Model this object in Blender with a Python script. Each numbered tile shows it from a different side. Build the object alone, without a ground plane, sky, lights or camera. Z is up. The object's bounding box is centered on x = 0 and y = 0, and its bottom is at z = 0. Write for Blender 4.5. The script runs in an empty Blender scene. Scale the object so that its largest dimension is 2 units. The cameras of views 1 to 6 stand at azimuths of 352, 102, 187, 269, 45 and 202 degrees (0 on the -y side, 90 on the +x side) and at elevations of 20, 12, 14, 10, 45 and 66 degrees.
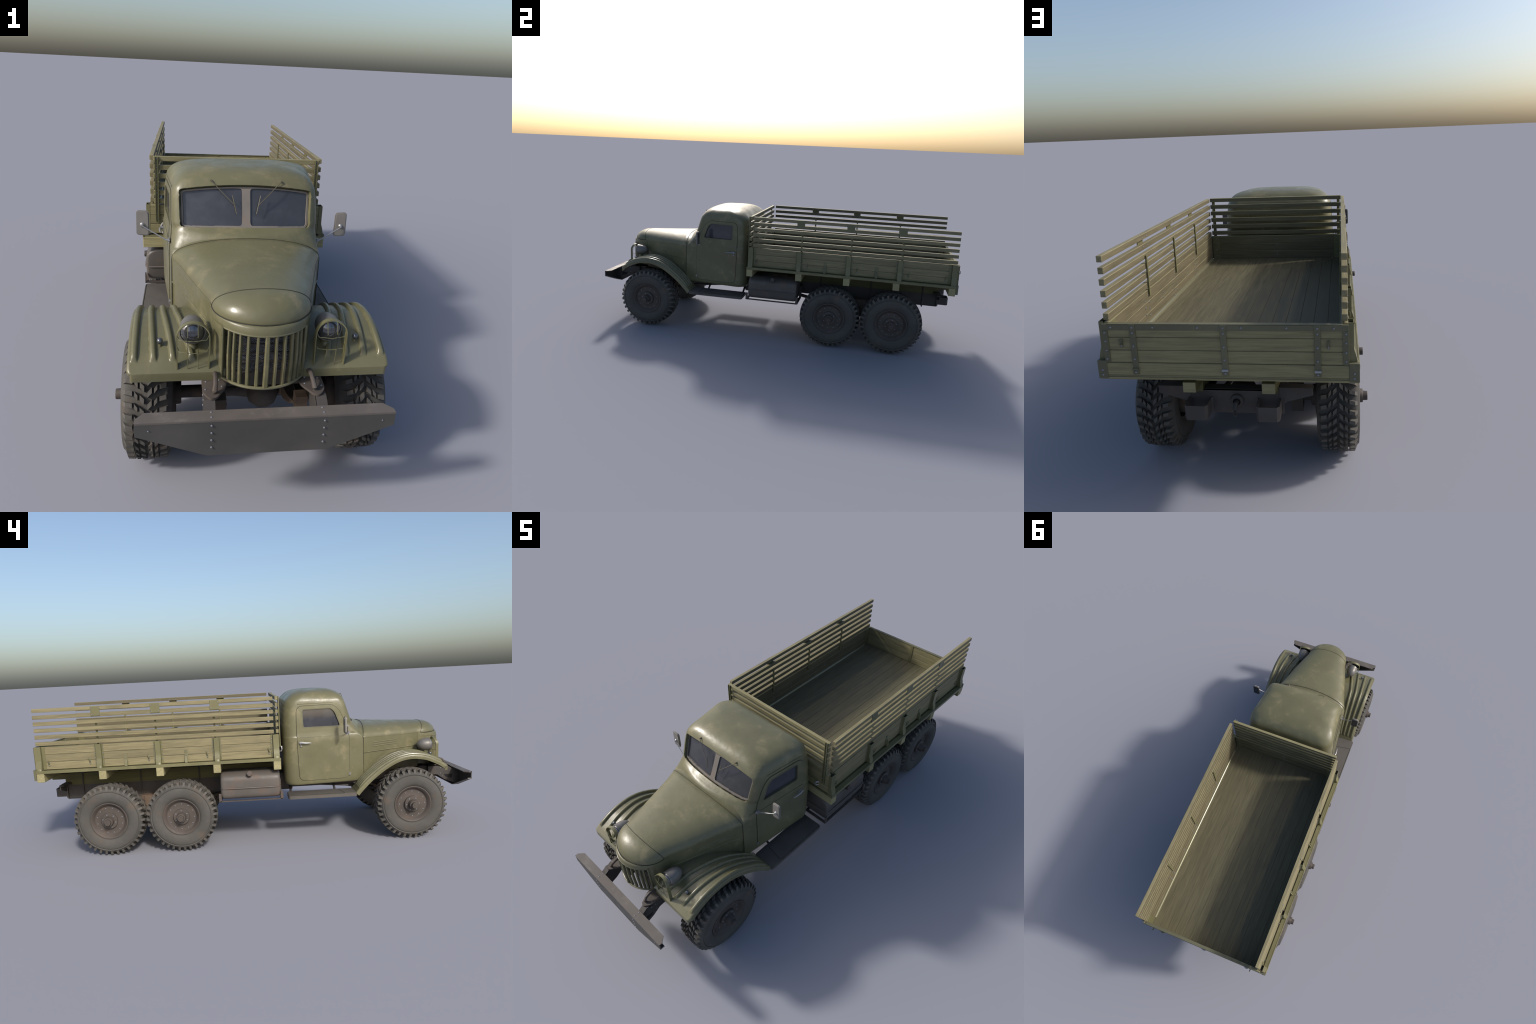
import bpy, bmesh, math, random
from mathutils import Vector, Matrix
from mathutils.bvhtree import BVHTree

rng = random.Random(157)
scene = bpy.context.scene
col = scene.collection

# ------------------------------------------------------------------ materials
class Nodes:
    def __init__(self, name):
        self.m = bpy.data.materials.new(name)
        self.m.use_nodes = True
        self.t = self.m.node_tree
        self.b = self.t.nodes["Principled BSDF"]
        self.tc = self.t.nodes.new("ShaderNodeTexCoord")
    def link(self, a, b):
        self.t.links.new(a, b)
    def coords(self, scale=(1, 1, 1), rot=(0, 0, 0)):
        n = self.t.nodes.new("ShaderNodeMapping")
        n.inputs["Scale"].default_value = scale
        n.inputs["Rotation"].default_value = rot
        self.link(self.tc.outputs["Object"], n.inputs["Vector"])
        return n.outputs["Vector"]
    def noise(self, scale, detail=6, rough=0.6, vec=None, distort=0.0):
        n = self.t.nodes.new("ShaderNodeTexNoise")
        n.inputs["Scale"].default_value = scale
        n.inputs["Detail"].default_value = detail
        n.inputs["Roughness"].default_value = rough
        n.inputs["Distortion"].default_value = distort
        self.link(vec if vec else self.tc.outputs["Object"], n.inputs["Vector"])
        return n.outputs["Fac"]
    def ramp(self, fac, lo, hi, a=0.0, b=1.0):
        n = self.t.nodes.new("ShaderNodeMapRange")
        n.interpolation_type = 'SMOOTHSTEP'
        n.inputs["From Min"].default_value = lo
        n.inputs["From Max"].default_value = hi
        n.inputs["To Min"].default_value = a
        n.inputs["To Max"].default_value = b
        self.link(fac, n.inputs["Value"])
        return n.outputs["Result"]
    def mul(self, a, b, op='MULTIPLY'):
        n = self.t.nodes.new("ShaderNodeMath")
        n.operation = op
        self.link(a, n.inputs[0])
        if isinstance(b, (int, float)):
            n.inputs[1].default_value = b
        else:
            self.link(b, n.inputs[1])
        return n.outputs[0]
    def mix(self, fac, a, b, kind='MIX'):
        n = self.t.nodes.new("ShaderNodeMix")
        n.data_type = 'RGBA'
        n.blend_type = kind
        if isinstance(fac, (int, float)):
            n.inputs[0].default_value = fac
        else:
            self.link(fac, n.inputs[0])
        for sock, v in ((n.inputs[6], a), (n.inputs[7], b)):
            if isinstance(v, tuple):
                sock.default_value = (*v, 1.0)
            else:
                self.link(v, sock)
        return n.outputs[2]
    def bump(self, height, strength, dist, prev=None):
        n = self.t.nodes.new("ShaderNodeBump")
        n.inputs["Strength"].default_value = strength
        n.inputs["Distance"].default_value = dist
        self.link(height, n.inputs["Height"])
        if prev:
            self.link(prev, n.inputs["Normal"])
        return n.outputs["Normal"]
    def random(self):
        n = self.t.nodes.new("ShaderNodeObjectInfo")
        return n.outputs["Random"]
    def done(self, colour, rough=0.5, metal=0.0, normal=None, spec=0.5):
        if isinstance(colour, tuple):
            self.b.inputs["Base Color"].default_value = (*colour, 1)
        else:
            self.link(colour, self.b.inputs["Base Color"])
        if isinstance(rough, (int, float)):
            self.b.inputs["Roughness"].default_value = rough
        else:
            self.link(rough, self.b.inputs["Roughness"])
        self.b.inputs["Metallic"].default_value = metal
        self.b.inputs["Specular IOR Level"].default_value = spec
        if normal:
            self.link(normal, self.b.inputs["Normal"])
        return self.m

def scale3(c, k):
    return tuple(min(1.0, v * k) for v in c)

OLIVE = (0.117, 0.112, 0.061)
DUST = (0.30, 0.245, 0.14)
SHEETS = (0.130, 0.124, 0.060)

def mat_paint(name, base=OLIVE, dust=0.5, rough=0.36, dents=0.5):
    n = Nodes(name)
    big = n.noise(3.2, 4, 0.55)
    c = n.mix(n.ramp(big, 0.35, 0.68), scale3(base, 0.90), scale3(base, 1.12))
    fade = n.ramp(n.noise(13.0, 12, 0.76, distort=0.3), 0.50, 0.74)
    c = n.mix(n.mul(fade, dust), c, DUST)
    scr = n.noise(26, 6, 0.6, n.coords((1.0, 0.35, 5.0), (0.5, 0.2, 0.6)))
    c = n.mix(n.mul(n.ramp(scr, 0.68, 0.78), 0.45 * dust), c, scale3(DUST, 1.15))
    r = n.ramp(n.noise(16, 7, 0.7), 0.3, 0.75, rough - 0.09, rough + 0.14)
    nm = n.bump(n.noise(18, 3, 0.5), dents * 0.5, 0.006)
    nm = n.bump(n.noise(170, 4, 0.6), 0.10, 0.0015, nm)
    return n.done(c, r, 0.0, nm)

def mat_wood(name, base, axis, dark=0.55, pale=0.5, vary=0.09):
    n = Nodes(name)
    s = {'y': (1, 0.06, 1), 'x': (0.06, 1, 1), 'z': (1, 1, 0.06)}[axis]
    s2 = {'y': (1, 0.22, 1), 'x': (0.22, 1, 1), 'z': (1, 1, 0.22)}[axis]
    grain = n.noise(150, 6, 0.65, n.coords(s))
    c = n.mix(n.ramp(grain, 0.32, 0.70), scale3(base, 0.80), scale3(base, 1.16))
    blotch = n.noise(11, 8, 0.62, n.coords(s2), 0.5)
    c = n.mix(n.mul(n.ramp(blotch, 0.30, 0.50, 1.0, 0.0), dark), c, scale3(base, 0.50))
    c = n.mix(n.mul(n.ramp(blotch, 0.60, 0.80), pale), c, (base[0] * 1.35, base[1] * 1.32, base[2] * 1.15))
    crack = n.noise(210, 3, 0.5, n.coords(tuple(v * (0.35 if v < 1 else 1) for v in s)))
    c = n.mix(n.mul(n.ramp(crack, 0.66, 0.74), 0.55), c, scale3(base, 0.38))
    v = n.ramp(n.random(), 0, 1, 1 - vary, 1 + vary)
    h = n.t.nodes.new("ShaderNodeHueSaturation")
    n.link(v, h.inputs["Value"]); n.link(c, h.inputs["Color"])
    nm = n.bump(grain, 0.35, 0.002)
    return n.done(h.outputs["Color"], n.ramp(grain, 0.2, 0.8, 0.52, 0.72), 0, nm, 0.35)

def mat_grime(name, base, rust=(0.16, 0.085, 0.05), amount=0.5, rough=0.6, metal=0.0, bump=0.3, pale=None, pamt=0.4):
    n = Nodes(name)
    a = n.noise(14, 9, 0.68, distort=0.4)
    c = n.mix(n.ramp(n.noise(5, 4), 0.35, 0.7), scale3(base, 0.86), scale3(base, 1.12))
    c = n.mix(n.mul(n.ramp(a, 0.50, 0.72), amount), c, rust)
    if pale:
        c = n.mix(n.mul(n.ramp(n.noise(23, 8, 0.7), 0.52, 0.74), pamt), c, pale)
    nm = n.bump(n.noise(55, 6, 0.65), bump, 0.004)
    return n.done(c, n.ramp(a, 0.3, 0.7, rough - 0.1, rough + 0.15), metal, nm, 0.4)

M = {}
M['paint'] = mat_paint('olive_paint')
M['fender'] = mat_paint('olive_fender_paint', scale3(OLIVE, 1.0), 0.25, 0.33, 0.5)
M['strip'] = mat_paint('olive_bracket_paint', SHEETS, 0.28, 0.42, 0.2)
M['band'] = mat_paint('dark_olive_band_paint', (0.100, 0.097, 0.056), 0.2, 0.60, 0.2)
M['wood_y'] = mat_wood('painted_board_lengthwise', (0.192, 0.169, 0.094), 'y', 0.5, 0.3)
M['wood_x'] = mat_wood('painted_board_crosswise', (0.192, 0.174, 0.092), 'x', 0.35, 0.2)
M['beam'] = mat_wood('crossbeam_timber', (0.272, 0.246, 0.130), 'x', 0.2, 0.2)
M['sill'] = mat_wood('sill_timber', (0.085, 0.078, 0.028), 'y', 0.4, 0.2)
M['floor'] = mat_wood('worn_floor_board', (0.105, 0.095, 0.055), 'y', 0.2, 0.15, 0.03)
M['worn_x'] = mat_wood('worn_inner_board_crosswise', (0.110, 0.098, 0.056), 'x', 0.25, 0.2, 0.05)  # headboard's cargo face: base colour lowered toward the shadow it lies in
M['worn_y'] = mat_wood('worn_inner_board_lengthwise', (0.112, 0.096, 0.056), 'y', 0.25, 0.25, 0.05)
M['tyre'] = mat_grime('dusty_rubber', (0.066, 0.063, 0.057), (0.110, 0.080, 0.058), 0.6, 0.8, 0, 0.4, (0.115, 0.103, 0.089), 0.35)
M['lug'] = mat_grime('tread_rubber', (0.080, 0.075, 0.067), (0.125, 0.093, 0.067), 0.5, 0.75, 0, 0.4, (0.16, 0.145, 0.125), 0.4)
M['rim'] = mat_grime('rusty_rim', (0.066, 0.055, 0.048), (0.098, 0.066, 0.047), 0.6, 0.6, 0, 0.25, (0.125, 0.105, 0.09), 0.25)
M['chassis'] = mat_grime('chassis_metal', (0.050, 0.045, 0.042), (0.085, 0.056, 0.042), 0.5, 0.65, 0, 0.25)
M['axle'] = mat_grime('muddy_axle', (0.060, 0.050, 0.043), (0.14, 0.095, 0.065), 0.6, 0.75, 0, 0.5)
M['spring'] = mat_grime('muddy_spring', (0.13, 0.092, 0.066), (0.19, 0.14, 0.095), 0.6, 0.7, 0, 0.5)
M['bumper'] = mat_grime('worn_bumper', (0.060, 0.058, 0.054), (0.085, 0.070, 0.062), 0.4, 0.55, 0.0, 0.10)  # front plate in a darker colour, flange on the next line in a paler one
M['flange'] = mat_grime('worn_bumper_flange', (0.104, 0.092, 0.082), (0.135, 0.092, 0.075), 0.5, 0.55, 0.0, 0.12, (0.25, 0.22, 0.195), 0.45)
M['tank'] = mat_grime('fuel_tank_metal', (0.086, 0.077, 0.069), (0.130, 0.080, 0.055), 0.55, 0.48, 0, 0.10, (0.13, 0.12, 0.11), 0.3)
M['board'] = mat_grime('running_board_metal', (0.078, 0.071, 0.063), (0.108, 0.082, 0.065), 0.5, 0.6, 0, 0.15)
M['frame'] = mat_grime('window_frame_metal', (0.165, 0.148, 0.132), (0.20, 0.15, 0.11), 0.6, 0.5, 0.0, 0.08)
M['lampmetal'] = mat_grime('lamp_shell_metal', (0.155, 0.148, 0.138), (0.19, 0.16, 0.14), 0.3, 0.42, 0.2, 0.06)
M['mirror'] = mat_grime('mirror_shell_metal', (0.20, 0.19, 0.175), (0.22, 0.19, 0.16), 0.3, 0.5, 0.0, 0.06)
M['steel'] = Nodes('bright_steel').done((0.30, 0.30, 0.31), 0.38, 0.6)
M['bolt'] = Nodes('bolt_steel').done((0.20, 0.21, 0.24), 0.42, 0.4)
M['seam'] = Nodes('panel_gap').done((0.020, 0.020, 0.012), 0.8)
M['hole'] = Nodes('hollow_dark').done((0.008, 0.008, 0.007), 0.9)  # black fill drawn where an opening would be dark inside
M['wiper'] = Nodes('wiper_metal').done((0.10, 0.09, 0.06), 0.6, 0.1)

def mat_glass(name, base, rough):
    n = Nodes(name)
    c = n.mix(n.ramp(n.noise(20, 6), 0.4, 0.75), base, scale3(base, 1.35))
    return n.done(c, n.ramp(n.noise(40, 6), 0.35, 0.7, rough, rough + 0.1), 0.0, None, 0.6)
M['glass'] = mat_glass('dark_glass', (0.040, 0.042, 0.049), 0.06)
M['lens'] = Nodes('lamp_lens').done((0.16, 0.165, 0.18), 0.12, 0.75)
M['mirrorglass'] = Nodes('mirror_glass').done((0.035, 0.038, 0.042), 0.12, 0.0)
M['gloss'] = Nodes('polished_edge_iron').done((0.20, 0.19, 0.12), 0.22, 0.35)

def mat_radiator():
    n = Nodes('radiator_core')
    w = n.t.nodes.new("ShaderNodeTexBrick")
    w.inputs["Scale"].default_value = 90
    w.inputs["Color1"].default_value = (0.06, 0.063, 0.072, 1)
    w.inputs["Color2"].default_value = (0.27, 0.28, 0.32, 1)
    w.inputs["Mortar"].default_value = (0.008, 0.008, 0.009, 1)
    w.inputs["Mortar Size"].default_value = 0.06
    n.link(n.coords((1, 1, 1), (math.pi / 2, 0, 0)), w.inputs["Vector"])
    return n.done(w.outputs["Color"], 0.5, 0.3)
M['radiator'] = mat_radiator()

# ------------------------------------------------------------------ mesh helpers
def new_obj(name, bm, mat, parent, smooth=True, angle=35):
    me = bpy.data.meshes.new(name)
    bmesh.ops.recalc_face_normals(bm, faces=bm.faces)
    if smooth:
        lim = math.radians(angle)
        for f in bm.faces:
            f.smooth = True
        for e in bm.edges:
            if len(e.link_faces) == 2 and e.calc_face_angle(0) > lim:
                e.smooth = False
    bm.to_mesh(me); bm.free()
    ob = bpy.data.objects.new(name, me)
    col.objects.link(ob)
    if mat:
        me.materials.append(mat)
    ob.parent = parent
    return ob

def add_box(bm, x0, x1, y0, y1, z0, z1, mtx=None):
    vs = [bm.verts.new((x, y, z)) for x in (x0, x1) for y in (y0, y1) for z in (z0, z1)]
    if mtx:
        for v in vs: v.co = mtx @ v.co
    for f in ((0, 1, 3, 2), (4, 6, 7, 5), (0, 4, 5, 1), (2, 3, 7, 6), (0, 2, 6, 4), (1, 5, 7, 3)):
        bm.faces.new([vs[i] for i in f])
    return vs

def box(name, x0, x1, y0, y1, z0, z1, mat, parent, bev=0.001, seg=1):
    bm = bmesh.new()
    add_box(bm, x0, x1, y0, y1, z0, z1)
    if bev:
        bmesh.ops.bevel(bm, geom=bm.edges[:], offset=bev, segments=seg, profile=0.5, affect='EDGES')
    return new_obj(name, bm, mat, parent)

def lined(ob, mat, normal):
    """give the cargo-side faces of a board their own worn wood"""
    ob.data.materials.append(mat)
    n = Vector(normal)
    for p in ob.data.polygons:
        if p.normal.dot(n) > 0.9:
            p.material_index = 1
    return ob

def add_prism(bm, pts, axis, a0, a1):
    """extrude a 2D polygon along an axis; pts are in the remaining two axes in xyz order"""
    def mk(p, a):
        return {'x': (a, p[0], p[1]), 'y': (p[0], a, p[1]), 'z': (p[0], p[1], a)}[axis]
    A = [bm.verts.new(mk(p, a0)) for p in pts]
    B = [bm.verts.new(mk(p, a1)) for p in pts]
    bm.faces.new(A); bm.faces.new(B)
    n = len(pts)
    for i in range(n):
        bm.faces.new((A[i], A[(i + 1) % n], B[(i + 1) % n], B[i]))

def prism(name, pts, axis, a0, a1, mat, parent, bev=0.0):
    bm = bmesh.new()
    add_prism(bm, pts, axis, a0, a1)
    if bev:
        bmesh.ops.recalc_face_normals(bm, faces=bm.faces)
        bmesh.ops.bevel(bm, geom=bm.edges[:], offset=bev, segments=1, affect='EDGES')
    return new_obj(name, bm, mat, parent, True, 25)

def add_grid(bm, rows, close_u=False, close_v=False):
    V = [[bm.verts.new(p) for p in r] for r in rows]
    nu, nv = len(V), len(V[0])
    for i in range(nu - (0 if close_u else 1)):
        for j in range(nv - (0 if close_v else 1)):
            q = [V[i][j], V[i][(j + 1) % nv], V[(i + 1) % nu][(j + 1) % nv], V[(i + 1) % nu][j]]
            u = []
            for v in q:
                if v not in u: u.append(v)
            if len(u) >= 3:
                try: bm.faces.new(u)
                except ValueError: pass
    return V

def thick_grid(bm, rows, t):
    """open grid given a wall thickness along its own normals, edges closed"""
    P = [[Vector(p) for p in r] for r in rows]
    nu, nv = len(P), len(P[0])
    Q = []
    for i in range(nu):
        r = []
        for j in range(nv):
            du = P[min(i + 1, nu - 1)][j] - P[max(i - 1, 0)][j]
            dv = P[i][min(j + 1, nv - 1)] - P[i][max(j - 1, 0)]
            n = du.cross(dv)
            n = n.normalized() if n.length > 1e-12 else Vector((0, 0, 0))
            r.append(P[i][j] + n * t)
        Q.append(r)
    A = add_grid(bm, P); B = add_grid(bm, Q)
    for i in range(nu - 1):
        for j in (0, nv - 1):
            bm.faces.new((A[i][j], A[i + 1][j], B[i + 1][j], B[i][j]))
    for j in range(nv - 1):
        for i in (0, nu - 1):
            bm.faces.new((A[i][j], A[i][j + 1], B[i][j + 1], B[i][j]))

def add_tube(bm, pts, r, seg=10, cap=True):
    pts = [Vector(p) for p in pts]
    rows = []
    up = Vector((0, 0, 1))
    for i, p in enumerate(pts):
        d = (pts[min(i + 1, len(pts) - 1)] - pts[max(i - 1, 0)]).normalized()
        a = d.cross(up)
        if a.length < 0.05: a = d.cross(Vector((1, 0, 0)))
        a.normalize(); b = a.cross(d).normalized()
        rr = r[i] if isinstance(r, (list, tuple)) else r
        rows.append([p + (a * math.cos(t) + b * math.sin(t)) * rr for t in [2 * math.pi * k / seg for k in range(seg)]])
    V = add_grid(bm, rows, False, True)
    if cap:
        bm.faces.new(V[0]); bm.faces.new(V[-1])

def tube(name, pts, r, mat, parent, seg=10):
    bm = bmesh.new(); add_tube(bm, pts, r, seg)
    return new_obj(name, bm, mat, parent, True, 40)

def add_lathe(bm, prof, origin, axis, seg=32):
    """prof: list of (offset along axis, radius)"""
    o = Vector(origin); ax = Vector(axis).normalized()
    a = ax.cross(Vector((0, 0, 1)))
    if a.length < 0.05: a = ax.cross(Vector((0, 1, 0)))
    a.normalize(); b = ax.cross(a)
    rows = []
    for off, r in prof:
        r = max(r, 1e-5)
        rows.append([o + ax * off + (a * math.cos(t) + b * math.sin(t)) * r for t in [2 * math.pi * k / seg for k in range(seg)]])
    V = add_grid(bm, rows, False, True)
    bmesh.ops.remove_doubles(bm, verts=[v for r in (V[0], V[-1]) for v in r], dist=5e-5)

def lathe(name, prof, origin, axis, mat, parent, seg=32, angle=35):
    bm = bmesh.new(); add_lathe(bm, prof, origin, axis, seg)
    return new_obj(name, bm, mat, parent, True, angle)

def copy_of(src, parent, mtx):
    o = src.copy()
    col.objects.link(o)
    o.parent = parent
    o.matrix_local = mtx
    return o

def place(loc, normal=(0, 0, 1), s=1.0):
    q = Vector(normal).to_track_quat('Z', 'Y')
    return Matrix.Translation(loc) @ q.to_matrix().to_4x4() @ Matrix.Scale(s, 4)

def chaikin(pts, n=2):
    for _ in range(n):
        out = []
        for i in range(len(pts)):
            p, q = pts[i], pts[(i + 1) % len(pts)]
            out.append((p[0] * .75 + q[0] * .25, p[1] * .75 + q[1] * .25))
            out.append((p[0] * .25 + q[0] * .75, p[1] * .25 + q[1] * .75))
        pts = out
    return pts

def rounded(pts, r, seg=5):
    """polygon with circularly rounded corners"""
    out = []
    n = len(pts)
    for i in range(n):
        p = Vector(pts[i]); a = Vector(pts[i - 1]) - p; b = Vector(pts[(i + 1) % n]) - p
        rr = min(r, a.length * .45, b.length * .45)
        s, e = p + a.normalized() * rr, p + b.normalized() * rr
        for k in range(seg + 1):
            t = k / seg
            q = s * (1 - t) ** 2 + p * (2 * t * (1 - t)) + e * t * t
            out.append((q.x, q.y))
    return out

def spline(keys, t):
    """Catmull-Rom through rows of parameters"""
    i = min(int(t), len(keys) - 2); f = t - i
    p0, p1, p2, p3 = keys[max(i - 1, 0)], keys[i], keys[i + 1], keys[min(i + 2, len(keys) - 1)]
    return [0.5 * (2 * b + (c - a) * f + (2 * a - 5 * b + 4 * c - d) * f * f + (-a + 3 * b - 3 * c + d) * f ** 3)
            for a, b, c, d in zip(p0, p1, p2, p3)]

def lerp_table(tab, x):
    if x <= tab[0][0]: return tab[0][1]
    for (a, va), (b, vb) in zip(tab, tab[1:]):
        if x <= b: return va + (vb - va) * (x - a) / (b - a)
    return tab[-1][1]

# ------------------------------------------------------------------ the truck
truck = bpy.data.objects.new('cargo_truck', None)
col.objects.link(truck)
truck["label"] = "old olive green six wheel army truck with open wooden cargo bed"
truck["category"] = "truck"

# a single dome-headed bolt shared by everything
def make_bolt():
    bm = bmesh.new()
    add_lathe(bm, [(-0.001, 0.0034), (0.0008, 0.0034), (0.0019, 0.0026), (0.0025, 0.0)], (0, 0, 0), (0, 0, 1), 8)
    me = new_obj('bolt', bm, M['bolt'], truck)
    return me
BOLT = make_bolt()
BOLT_USED = [False]
def bolt(parent, loc, normal, s=1.0):
    m = place(loc, normal, s)
    if not BOLT_USED[0]:
        BOLT_USED[0] = True
        BOLT.parent = parent; BOLT.matrix_local = m
        return BOLT
    return copy_of(BOLT, parent, m)

# ================================================================== CAB
# rows: z, rear y, front-centre y, front recede at x=.19, half width rear, half width front, rear radius, front radius
CAB = [
    (0.2615, -0.1630, -0.5000, 0.0100, 0.2300, 0.2000, 0.0400, 0.0060),
    (0.2630, -0.1520, -0.5120, 0.0100, 0.2390, 0.2070, 0.0440, 0.0060),
    (0.2700, -0.1410, -0.5220, 0.0090, 0.2450, 0.2120, 0.0470, 0.0060),
    (0.3000, -0.1360, -0.5240, 0.0090, 0.2470, 0.2135, 0.0500, 0.0060),
    (0.3900, -0.1350, -0.5260, 0.0110, 0.2475, 0.2140, 0.0500, 0.0060),
    (0.4550, -0.1350, -0.5290, 0.0140, 0.2475, 0.2142, 0.0500, 0.0070),
    (0.4760, -0.1350, -0.5300, 0.0170, 0.2470, 0.2140, 0.0500, 0.0120),
    (0.4870, -0.1350, -0.5300, 0.0230, 0.2465, 0.2138, 0.0500, 0.0200),
    (0.4930, -0.1350, -0.5300, 0.0280, 0.2445, 0.2130, 0.0500, 0.0260),
    (0.5000, -0.1350, -0.5300, 0.0330, 0.2438, 0.2142, 0.0500, 0.0300),
    (0.5200, -0.1350, -0.5280, 0.0460, 0.2430, 0.2140, 0.0500, 0.0360),
    (0.5350, -0.1350, -0.5180, 0.0500, 0.2425, 0.2142, 0.0500, 0.0360),
    (0.5440, -0.1350, -0.4980, 0.0360, 0.2423, 0.2147, 0.0510, 0.0340),
    (0.5520, -0.1360, -0.4830, 0.0240, 0.2420, 0.2152, 0.0520, 0.0320),
    (0.5700, -0.1370, -0.4740, 0.0210, 0.2412, 0.2152, 0.0530, 0.0320),
    (0.6100, -0.1390, -0.4580, 0.0170, 0.2385, 0.2142, 0.0560, 0.0320),
    (0.6420, -0.1450, -0.4450, 0.0140, 0.2350, 0.2112, 0.0580, 0.0340),
    (0.6590, -0.1530, -0.4370, 0.0150, 0.2300, 0.2062, 0.0600, 0.0380),
    (0.6750, -0.1680, -0.4260, 0.0170, 0.2180, 0.1950, 0.0620, 0.0460),
    (0.6870, -0.1840, -0.4110, 0.0190, 0.2000, 0.1790, 0.0640, 0.0550),
    (0.6950, -0.2030, -0.3920, 0.0190, 0.1740, 0.1550, 0.0630, 0.0550),
    (0.7005, -0.2260, -0.3660, 0.0150, 0.1350, 0.1200, 0.0550, 0.0500),
    (0.7032, -0.2530, -0.3330, 0.0080, 0.0800, 0.0720, 0.0350, 0.0300),
    (0.7040, -0.2750, -0.3050, 0.0010, 0.0250, 0.0230, 0.0100, 0.0100),
]
def cab_slice(p):
    z, yb, yf, rec, wr, wf, rr, rf = p
    yside = yf + rec * (wf / 0.19) ** 2
    pts = []
    def front(x): return yf + rec * (x / 0.19) ** 2
    rr = min(rr, wr * .8); rf = min(rf, wf * .8)
    # right half (+x): from rear centre to front centre
    n = 8
    for k in range(n):
        pts.append(((wr - rr) * k / n, yb))
    for k in range(9):                                   # rear corner
        t = math.pi / 2 * k / 8
        pts.append((wr - rr + rr * math.sin(t), yb - rr + rr * math.cos(t)))
    y0 = yb - rr; y1 = front(wf) - rf * 0.0 + rf * 0.9
    for k in range(1, 14):                               # side
        t = k / 14
        y = y0 + (y1 - y0) * t
        pts.append((wr + (wf - wr) * (y - y0) / (y1 - y0), y))
    # front corner as a quadratic from the side into the curved front
    a = Vector((wf, y1)); c = Vector((wf - rf, front(wf - rf))); b = Vector((wf, front(wf) - 0.001))
    for k in range(9):
        t = k / 8
        q = a * (1 - t) ** 2 + b * (2 * t * (1 - t)) + c * t * t
        pts.append((q.x, q.y))
    for k in range(1, 11):
        x = (wf - rf) * (1 - k / 10)
        pts.append((x, front(x)))
    full = [(x, y, z) for x, y in pts] + [(-x, y, z) for x, y in reversed(pts[1:-1])]
    return full

def build_cab():
    bm = bmesh.new()
    rows = []
    N = 5
    for i in range(len(CAB) - 1):
        for k in range(N):
            rows.append(cab_slice(spline(CAB, i + k / N)))
    rows.append(cab_slice(CAB[-1]))
    V = add_grid(bm, rows, False, True)
    bm.faces.new(V[0]); bm.faces.new(V[-1])
    return new_obj('cab', bm, M['paint'], truck, True, 50)
cab = build_cab()

def tree_of(*obs):
    bm = bmesh.new()
    for o in obs:
        bm.from_mesh(o.data)
    t = BVHTree.FromBMesh(bm); bm.free()
    return t
CABT = tree_of(cab)

def drape(name, poly, direction, tree, offset, mat, parent, step=0.012, skirt=0.003, hole=None, rim_round=0.0):
    """lay a 2D patch on the body: direction '+x','-x' (poly is y,z) or '-y' (poly is x,z)"""
    bm = bmesh.new()
    if hole is None:
        bm.faces.new([bm.verts.new((p[0], p[1], 0)) for p in poly])
        for ax in (0, 1):
            lo = min(p[ax] for p in poly); hi = max(p[ax] for p in poly)
            c = lo + step
            while c < hi - 1e-4:
                co = Vector((0, 0, 0)); co[ax] = c
                no = Vector((0, 0, 0)); no[ax] = 1
                bmesh.ops.bisect_plane(bm, geom=bm.verts[:] + bm.edges[:] + bm.faces[:], plane_co=co, plane_no=no, dist=1e-6)
                c += step
    else:
        n = len(poly)
        A = [bm.verts.new((p[0], p[1], 0)) for p in poly]
        B = [bm.verts.new((p[0], p[1], 0)) for p in hole]
        for i in range(n):
            bm.faces.new((A[i], A[(i + 1) % n], B[(i + 1) % n], B[i]))
    bmesh.ops.recalc_face_normals(bm, faces=bm.faces)
    bound = [e for e in bm.edges if len(e.link_faces) == 1]
    ret = bmesh.ops.extrude_edge_only(bm, edges=bound)
    low = set(v for v in ret['geom'] if isinstance(v, bmesh.types.BMVert))
    for v in bm.verts:
        a, b = v.co.x, v.co.y
        if direction == '+x': o, d = Vector((1, a, b)), Vector((-1, 0, 0))
        elif direction == '-x': o, d = Vector((-1, a, b)), Vector((1, 0, 0))
        elif direction == '+z': o, d = Vector((a, b, 2)), Vector((0, 0, -1))
        else: o, d = Vector((a, -2, b)), Vector((0, 1, 0))
        loc, nor, _, _ = tree.ray_cast(o, d)
        if loc is None:
            loc, nor, _, _ = tree.find_nearest(o + d * 0.8)
        if nor.dot(d) > 0: nor = -nor
        v.co = loc + nor * (offset - (skirt if v in low else 0))
    return new_obj(name, bm, mat, parent, True, 40)

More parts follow.
